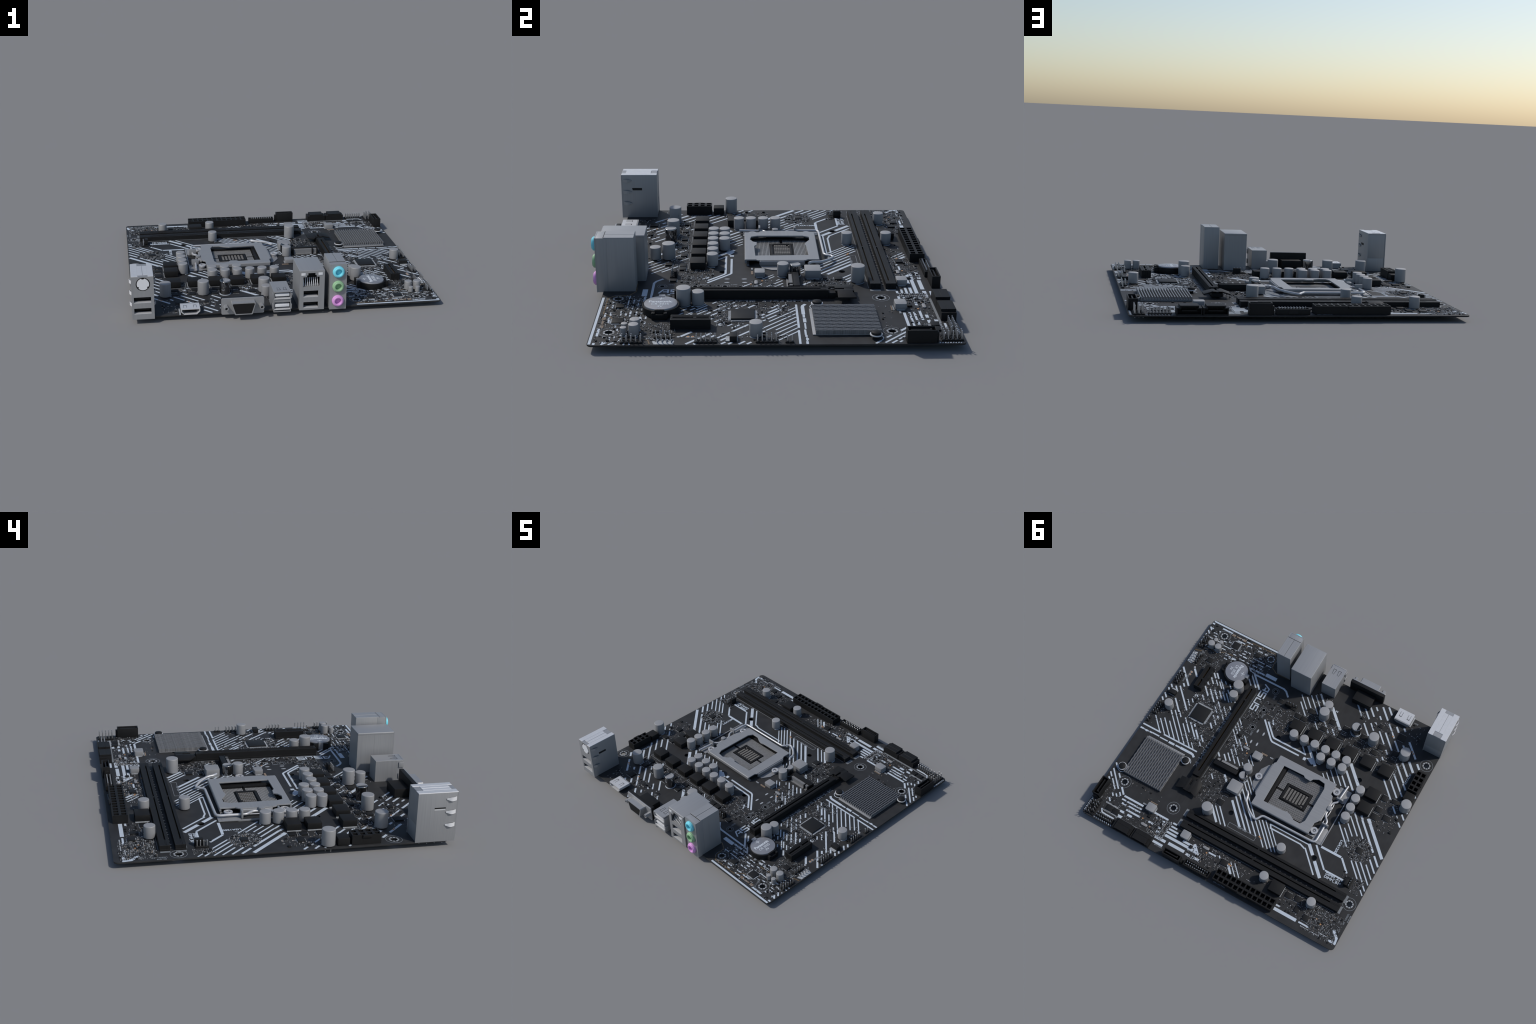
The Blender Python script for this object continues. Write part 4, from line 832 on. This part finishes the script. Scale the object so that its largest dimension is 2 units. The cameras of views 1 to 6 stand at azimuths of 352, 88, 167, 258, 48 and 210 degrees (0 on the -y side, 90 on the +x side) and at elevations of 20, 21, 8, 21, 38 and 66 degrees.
framed(x0, x1, z0, z1, [circle(-0.9155, 0.266, 0.044, 36), rect(-0.974, -0.869, 0.143, 0.181), rect(-0.974, -0.869, 0.070, 0.108)], y0, 0.006, "shell", "port_face", KB)
cx, cz = -0.9155, 0.266
disc_pts = []
for i in range(48):
    a = 2 * math.pi * i / 48; r = 0.0375
    for c0 in (90, 215, 325):
        if abs((math.degrees(a) - c0 + 180) % 360 - 180) < (10 if c0 == 90 else 9): r = 0.031
    disc_pts.append((cx + r * math.cos(a), cz + r * math.sin(a)))
part("round_plug_face", Build().wall(disc_pts, y0 - 0.0008, y0 + 0.030), "white", KB)
part("dark_well_filler", Build().turn([(0.0438, y0 + 0.0045), (0.0438, y0 + 0.034)], cx, cz, 36, axis="y"), "black_gloss", KB)  # solid black filler close behind the face, coloured to pass for a deep well
for za, zb in ((0.143, 0.181), (0.070, 0.108)):
    part("usb_lip", Build().box(-0.974, -0.869, y0 + 0.0005, y0 + 0.034, za - 0.004, za + 0.004), "shell_bright", KB)
    part("usb_tongue", Build().box(-0.966, -0.877, y0 + 0.010, y0 + 0.034, zb - 0.016, zb - 0.008), "plastic", KB)
top = Build()
top.box(x0 + 0.001, cx - 0.030, y0 + 0.002, y1 - 0.001, z1 - 0.0012, z1 + 0.0028).box(cx + 0.030, x1 - 0.001, y0 + 0.002, y1 - 0.001, z1 - 0.0012, z1 + 0.0028)
top.box(cx - 0.030, cx - 0.0008, y0 + 0.026, y1 - 0.040, z1 - 0.0012, z1 + 0.0028).box(cx + 0.0008, cx + 0.030, y0 + 0.026, y1 - 0.040, z1 - 0.0012, z1 + 0.0028)
part("shell_top_flap", top, "shell_bright", KB, bevel=0.0008, segments=1)
part("shell_top_tab", Build().box(cx - 0.029, cx + 0.029, y0 + 0.002, y0 + 0.025, z1 - 0.001, z1 + 0.0009).box(cx - 0.029, cx + 0.029, y1 - 0.039, y1 - 0.004, z1 - 0.001, z1 + 0.0009), "shell", KB)
for side, xs in ((-1, x0), (1, x1)):
    for zc in (0.2795, 0.2055, 0.131):
        b = Build(); ya, yb = y0 + 0.010, y0 + 0.066
        n = 8
        for i in range(n):
            u0, u1 = i / n, (i + 1) / n
            o0, o1 = (0.0115 * math.sin(math.pi * min(1, u * 1.15) * 0.87) for u in (u0, u1))
            w0 = 0.0105 * (1 - 0.75 * max(0, u0 - 0.55) / 0.45); w1 = 0.0105 * (1 - 0.75 * max(0, u1 - 0.55) / 0.45)
            va = [b.bm.verts.new((xs + side * (o0 + d), ya + (yb - ya) * u0, zc + s * w0)) for d in (0.0, -0.0025) for s in (-1, 1)]
            vb = [b.bm.verts.new((xs + side * (o1 + d), ya + (yb - ya) * u1, zc + s * w1)) for d in (0.0, -0.0025) for s in (-1, 1)]
            b.bm.faces.new((va[0], va[1], vb[1], vb[0])); b.bm.faces.new((va[2], vb[2], vb[3], va[3]))
            b.bm.faces.new((va[0], vb[0], vb[2], va[2])); b.bm.faces.new((va[1], va[3], vb[3], vb[1]))
        bmesh.ops.remove_doubles(b.bm, verts=b.bm.verts, dist=1e-6)
        part("shield_spring", b, "lit_spring" if side < 0 else "shell", KB)  # sunward springs coloured bright, far side duller: sun and shade in the colour
    part("slot_shade_strip", Build().box(xs - 0.0005 if side < 0 else xs - 0.001, xs + 0.001 if side < 0 else xs + 0.0006, y0 + 0.068, y0 + 0.130, 0.2245, 0.232), "chip", KB)  # raised dark strip painting the shaded upper half of a slot, nothing is cut
    part("slot_sun_shade_strip", Build().box(xs - 0.0006, xs + 0.0007, y0 + 0.070, y0 + 0.130, 0.2165, 0.2245), "shell_bright" if side < 0 else "chip", KB)  # bright on the sunward side, dark opposite: painted light inside the slot

# HDMI
x0, x1, y0, y1 = -0.686, -0.566, -0.868, -0.770
hd = [(x0, 0.077), (x1, 0.077), (x1, 0.058), (x1 - 0.020, 0.0385), (x0 + 0.020, 0.0385), (x0, 0.058)]
hi = [(x0 + 0.006, 0.072), (x1 - 0.006, 0.072), (x1 - 0.006, 0.060), (x1 - 0.022, 0.0435), (x0 + 0.022, 0.0435), (x0 + 0.006, 0.060)]
me = sheet(hd, [hi], 0, 0.09); me.transform(Matrix.Translation((0, y0 + 0.09, 0)) @ Matrix.Rotation(math.radians(90), 4, "X")); me.materials.append(M["shell_bright"])
HD = settle(put("video_port", me, ROOT))
part("port_rear", Build().wall(hd, y0 + 0.0895, y1), "shell", HD)
part("port_core", Build().box(x0 + 0.012, x1 - 0.012, y0 + 0.045, y1 - 0.003, 0.045, 0.071), "plastic", HD)
part("port_tongue", Build().box(x0 + 0.022, x1 - 0.022, y0 + 0.012, y0 + 0.050, 0.056, 0.062), "plastic", HD)
tabs = Build()
for xa in (x0 + 0.018, x1 - 0.040):
    tabs.box(xa, xa + 0.002, y0 + 0.022, y0 + 0.060, 0.0768, 0.0775).box(xa + 0.018, xa + 0.020, y0 + 0.022, y0 + 0.060, 0.0768, 0.0775).box(xa, xa + 0.020, y0 + 0.058, y0 + 0.062, 0.0768, 0.0776)
part("dark_slit_strip", tabs, "black_gloss", HD)  # black strips raised on the shell where slits would be cut
part("port_foot", Build().box(x0 - 0.010, x0 - 0.001, y0 + 0.004, y1 - 0.01, ZT, ZT + 0.008), "pad", HD)

# VGA
x0, x1 = -0.435, -0.165
VG = part("monitor_port", Build().box(x0, x1, -0.874, -0.850, 0.031, 0.1395).box(-0.377, -0.232, -0.8465, -0.755, ZT, 0.094), "plastic", bevel=0.003)
pl = rounded(x0, x1, 0.031, 0.1405, 0.010, 4)
me = sheet(pl, [], 0, 0.008, bevel=0.0015); me.transform(Matrix.Translation((0, -0.8745, 0)) @ Matrix.Rotation(math.radians(90), 4, "X")); me.materials.append(M["shell"])
settle(put("port_face", me, VG))
dsub = lambda g: [(-0.3755 - g, 0.120 + g), (-0.371 - g, 0.125 + g), (-0.229 + g, 0.125 + g), (-0.2245 + g, 0.120 + g), (-0.2435 + g, 0.049 - g), (-0.2475 + g, 0.045 - g), (-0.3525 - g, 0.045 - g), (-0.3565 - g, 0.049 - g)]
me = sheet(dsub(0.0), [dsub(-0.006)], 0, 0.048); me.transform(Matrix.Translation((0, -0.8815, 0)) @ Matrix.Rotation(math.radians(90), 4, "X")); me.materials.append(M["shell"])
settle(put("port_collar", me, VG))
part("port_insert", Build().wall(dsub(-0.0055), -0.9285, -0.88), "plastic", VG)
for x in (-0.407, -0.184):
    hexo = [(x + 0.0155 * math.cos(math.pi / 3 * k), 0.086 + 0.0155 * math.sin(math.pi / 3 * k)) for k in range(6)]
    me = sheet(hexo, [circle(x, 0.086, 0.0085, 20)], 0, 0.042); me.transform(Matrix.Translation((0, -0.882, 0)) @ Matrix.Rotation(math.radians(90), 4, "X")); me.materials.append(M["shell"])
    nut = settle(put("hex_standoff", me, VG))
    part("standoff_core", Build().turn([(0.0087, -0.910), (0.0087, -0.882)], x, 0.086, 20, axis="y"), "chip", VG)

# USB pair
x0, x1, y0, y1, z0, z1 = -0.107, 0.003, -0.896, -0.719, 0.0345, 0.172
us = Build().box(x0, x1, y0 + 0.045, y1, z0, z1)
US = part("usb_port_pair", us, "shell", bevel=0.0006, segments=1)
fr = Build().box(x0, x0 + 0.005, y0, y0 + 0.045, z0, z1 - 0.0003).box(x1 - 0.005, x1, y0, y0 + 0.045, z0, z1 - 0.0003).box(x0 + 0.005, x1 - 0.005, y0, y0 + 0.045, z1 - 0.006, z1 - 0.0002).box(x0 + 0.005, x1 - 0.005, y0 + 0.002, y0 + 0.045, 0.100, 0.118).box(x0 + 0.005, x1 - 0.005, y0, y0 + 0.045, z0, z0 + 0.005)
part("usb_shell", fr, "shell", US, bevel=0.0005, segments=1)
for za in (0.140, 0.068):
    part("usb_tongue", Build().box(x0 + 0.010, x1 - 0.010, y0 + 0.004, y0 + 0.046, za, za + 0.018), "white", US, bevel=0.001)
    part("usb_lip", Build().wall([(x0 + 0.004, za - 0.018), (x1 - 0.004, za - 0.018), (x1 - 0.004, za - 0.012), (x0 + 0.004, za - 0.012)], y0 - 0.004, y0 + 0.045), "shell_bright", US, bevel=0.0012)
    for xs in (x0 - 0.006, x1 + 0.001): part("shield_spring", Build().box(xs, xs + 0.005, y0 - 0.001, y0 + 0.03, za - 0.014, za + 0.020), "shell", US, bevel=0.002)
part("shell_flare", Build().box(x0 + 0.003, x1 - 0.003, y0 - 0.005, y0 + 0.002, z1 - 0.004, z1 + 0.001), "shell", US, bevel=0.001)
sl = Build()
for xa in (x0 + 0.026, x0 + 0.066):
    zz = z1 - 0.0003
    sl.band((xa, y0 + 0.030), (xa + 0.006, y0 + 0.075), 0.002, zz, zz + 0.0008).band((xa + 0.022, y0 + 0.030), (xa + 0.016, y0 + 0.075), 0.002, zz, zz + 0.0009).band((xa, y0 + 0.031), (xa + 0.022, y0 + 0.031), 0.002, zz, zz + 0.001)
part("dark_slit_strip", sl, "black_gloss", US)  # black strips laid on the top, imitating dark slits round the tabs

# network + two USB
x0, x1, y0, y1, z0, z1 = 0.0585, 0.2170, -0.886, -0.648, 0.0345, 0.2985
LN = part("network_port_tower", Build().box(x0, x1, y0 + 0.130, y1, z0, z1).box(x0, x0 + 0.008, y0 + 0.006, y0 + 0.130, z0, z1 - 0.0004).box(x1 - 0.008, x1, y0 + 0.006, y0 + 0.130, z0, z1 - 0.0004).box(x0 + 0.008, x1 - 0.008, y0 + 0.006, y0 + 0.130, z1 - 0.010, z1 - 0.0002), "shell", bevel=0.0006, segments=1)
part("shell_top_skin", Build().box(x0 - 0.0012, x1 + 0.0012, y0 + 0.004, y1 + 0.001, z1 - 0.012, z1 + 0.0012), "shell", LN, bevel=0.004, segments=3)
rj = [(0.081, 0.190), (0.185, 0.190), (0.185, 0.257), (0.166, 0.257), (0.166, 0.269), (0.158, 0.269), (0.158, 0.283), (0.112, 0.283), (0.112, 0.269), (0.104, 0.269), (0.104, 0.257), (0.081, 0.257)]
framed(x0, x1, z0, z1 - 0.0015, [rj, rect(0.084, 0.178, 0.121, 0.164), rect(0.084, 0.178, 0.047, 0.088)], y0, 0.007, "shell", "port_face", LN)
part("port_core", Build().box(x0 + 0.009, x1 - 0.009, y0 + 0.075, y0 + 0.131, z0 + 0.01, z1 - 0.012).box(x0 + 0.009, x1 - 0.009, y0 + 0.008, y0 + 0.074, 0.166, 0.182), "chip", LN)
part("plug_well_floor", Build().box(0.079, 0.187, y0 + 0.006, y0 + 0.0745, 0.183, 0.1905), "crystal", LN)
ct = Build()
for i in range(8):
    x = 0.0875 + i * 0.0128
    v0 = [(x - 0.0022, y0 + 0.012, 0.193), (x + 0.0022, y0 + 0.012, 0.193), (x + 0.0022, y0 + 0.040, 0.240), (x - 0.0022, y0 + 0.040, 0.240)]
    a = [ct.bm.verts.new(p) for p in v0]; c = [ct.bm.verts.new((p[0], p[1] + 0.003, p[2] - 0.002)) for p in v0]
    ct.bm.faces.new(a); ct.bm.faces.new(c[::-1])
    for k in range(4): ct.bm.faces.new((a[k], c[k], c[(k + 1) % 4], a[(k + 1) % 4]))
part("network_contacts", ct, "shell_bright", LN)
for za, zb in ((0.121, 0.164), (0.047, 0.088)):
    part("usb_lip", Build().box(0.084, 0.178, y0 + 0.0005, y0 + 0.043, za - 0.004, za + 0.004), "shell_bright", LN)
    part("usb_tongue", Build().box(0.092, 0.170, y0 + 0.012, y0 + 0.043, zb - 0.018, zb - 0.010), "plastic", LN)
for xa in (0.068, 0.177): part("status_lamp", Build().box(xa, xa + 0.027, y0 - 0.0025, y0 + 0.004, 0.2675, 0.284), "lamp", LN, bevel=0.001)

# audio
x0, x1, y0, y1, z0, z1 = 0.2505, 0.3575, -0.893, -0.690, 0.0325, 0.335
JACKS = ((0.286, "blue"), (0.189, "green"), (0.092, "pink"))
AU = part("audio_port_tower", Build().box(x0, x1, y0 + 0.062, y1, z0, z1).box(x0, x0 + 0.005, y0 + 0.006, y0 + 0.062, z0, z1 - 0.0005).box(x1 - 0.005, x1, y0 + 0.006, y0 + 0.062, z0, z1 - 0.0005).box(x0 + 0.005, x1 - 0.005, y0 + 0.006, y0 + 0.062, z1 - 0.006, z1 - 0.0004), "shell", bevel=0.0012)
framed(x0, x1, z0, z1, [circle(0.3025, zc, 0.030, 36) for zc, m in JACKS], y0, 0.006, "shell", "port_face", AU)
xm = (x0 + x1) / 2
part("shell_top_flap", Build().box(x0 + 0.001, xm - 0.001, y0 + 0.048, y1 - 0.001, z1 - 0.001, z1 + 0.0024).box(xm + 0.001, x1 - 0.001, y0 + 0.048, y1 - 0.001, z1 - 0.001, z1 + 0.0024), "shell", AU, bevel=0.0006, segments=1)
part("shell_seam", Build().box(x0 + 0.002, x1 - 0.002, y0 + 0.0440, y0 + 0.0478, z1 - 0.001, z1 + 0.0006).box(xm - 0.0008, xm + 0.0008, y0 + 0.048, y1 - 0.004, z1 - 0.001, z1 + 0.0005), "chip", AU)
for zc, mat in JACKS:
    part("audio_jack", Build().turn([(0.029, y0 + 0.004), (0.0372, y0 - 0.0005), (0.0372, y0 - 0.011), (0.0350, y0 - 0.0150), (0.031, y0 - 0.0160), (0.031, y0 - 0.0185), (0.0285, y0 - 0.0205), (0.0225, y0 - 0.0205), (0.0205, y0 - 0.018), (0.0165, y0 + 0.055)], 0.3025, zc, 40, axis="y"), mat, AU, smooth=28)

# ------------------------------------------------------------------ solder side: leads poking through
ld = Build()
def leads(x0, x1, nx, y0, y1, ny, r=0.0032, tip=0.014):
    for i in range(nx):
        for j in range(ny):
            x = x0 + (x1 - x0) * (i / max(1, nx - 1)); y = y0 + (y1 - y0) * (j / max(1, ny - 1))
            ld.turn([(r * 0.6, R.uniform(tip, tip + 0.003)), (r, tip + 0.007), (r * 2.0, ZB + 0.001)], x, y, 6)
leads(-0.48, -0.07, 12, 0.842, 0.884, 2, tip=0.021); leads(-0.95, -0.915, 2, -0.465, -0.342, 4); leads(0.955, 0.976, 2, -0.695, -0.608, 5, tip=0.02)
leads(0.955, 0.976, 2, -0.346, -0.259, 5, tip=0.02); leads(0.955, 0.976, 2, -0.058, 0.029, 5, tip=0.02); leads(0.921, 0.966, 3, 0.823, 0.908, 5, tip=0.02)
leads(-0.81, 0.295, 60, 0.565, 0.60, 2); leads(-0.81, 0.295, 60, 0.648, 0.682, 2); leads(0.425, 0.455, 2, -0.46, 0.27, 50); leads(0.785, 0.81, 2, -0.46, -0.30, 14)
leads(-0.96, -0.88, 4, -0.86 + 0.03, -0.70, 4, tip=0.012); leads(0.07, 0.20, 5, -0.82, -0.68, 4, tip=0.012); leads(0.265, 0.34, 3, -0.82, -0.70, 4, tip=0.012)
leads(-0.36, -0.24, 6, -0.81, -0.77, 3); leads(-0.09, -0.015, 4, -0.80, -0.74, 2); leads(0.0035, 0.158, 10, 0.882, 0.901, 2, tip=0.021); leads(0.47, 0.73, 14, 0.865, 0.875, 2, tip=0.021)
part("solder_leads", ld, "pad", BOARD, kind="stuff")
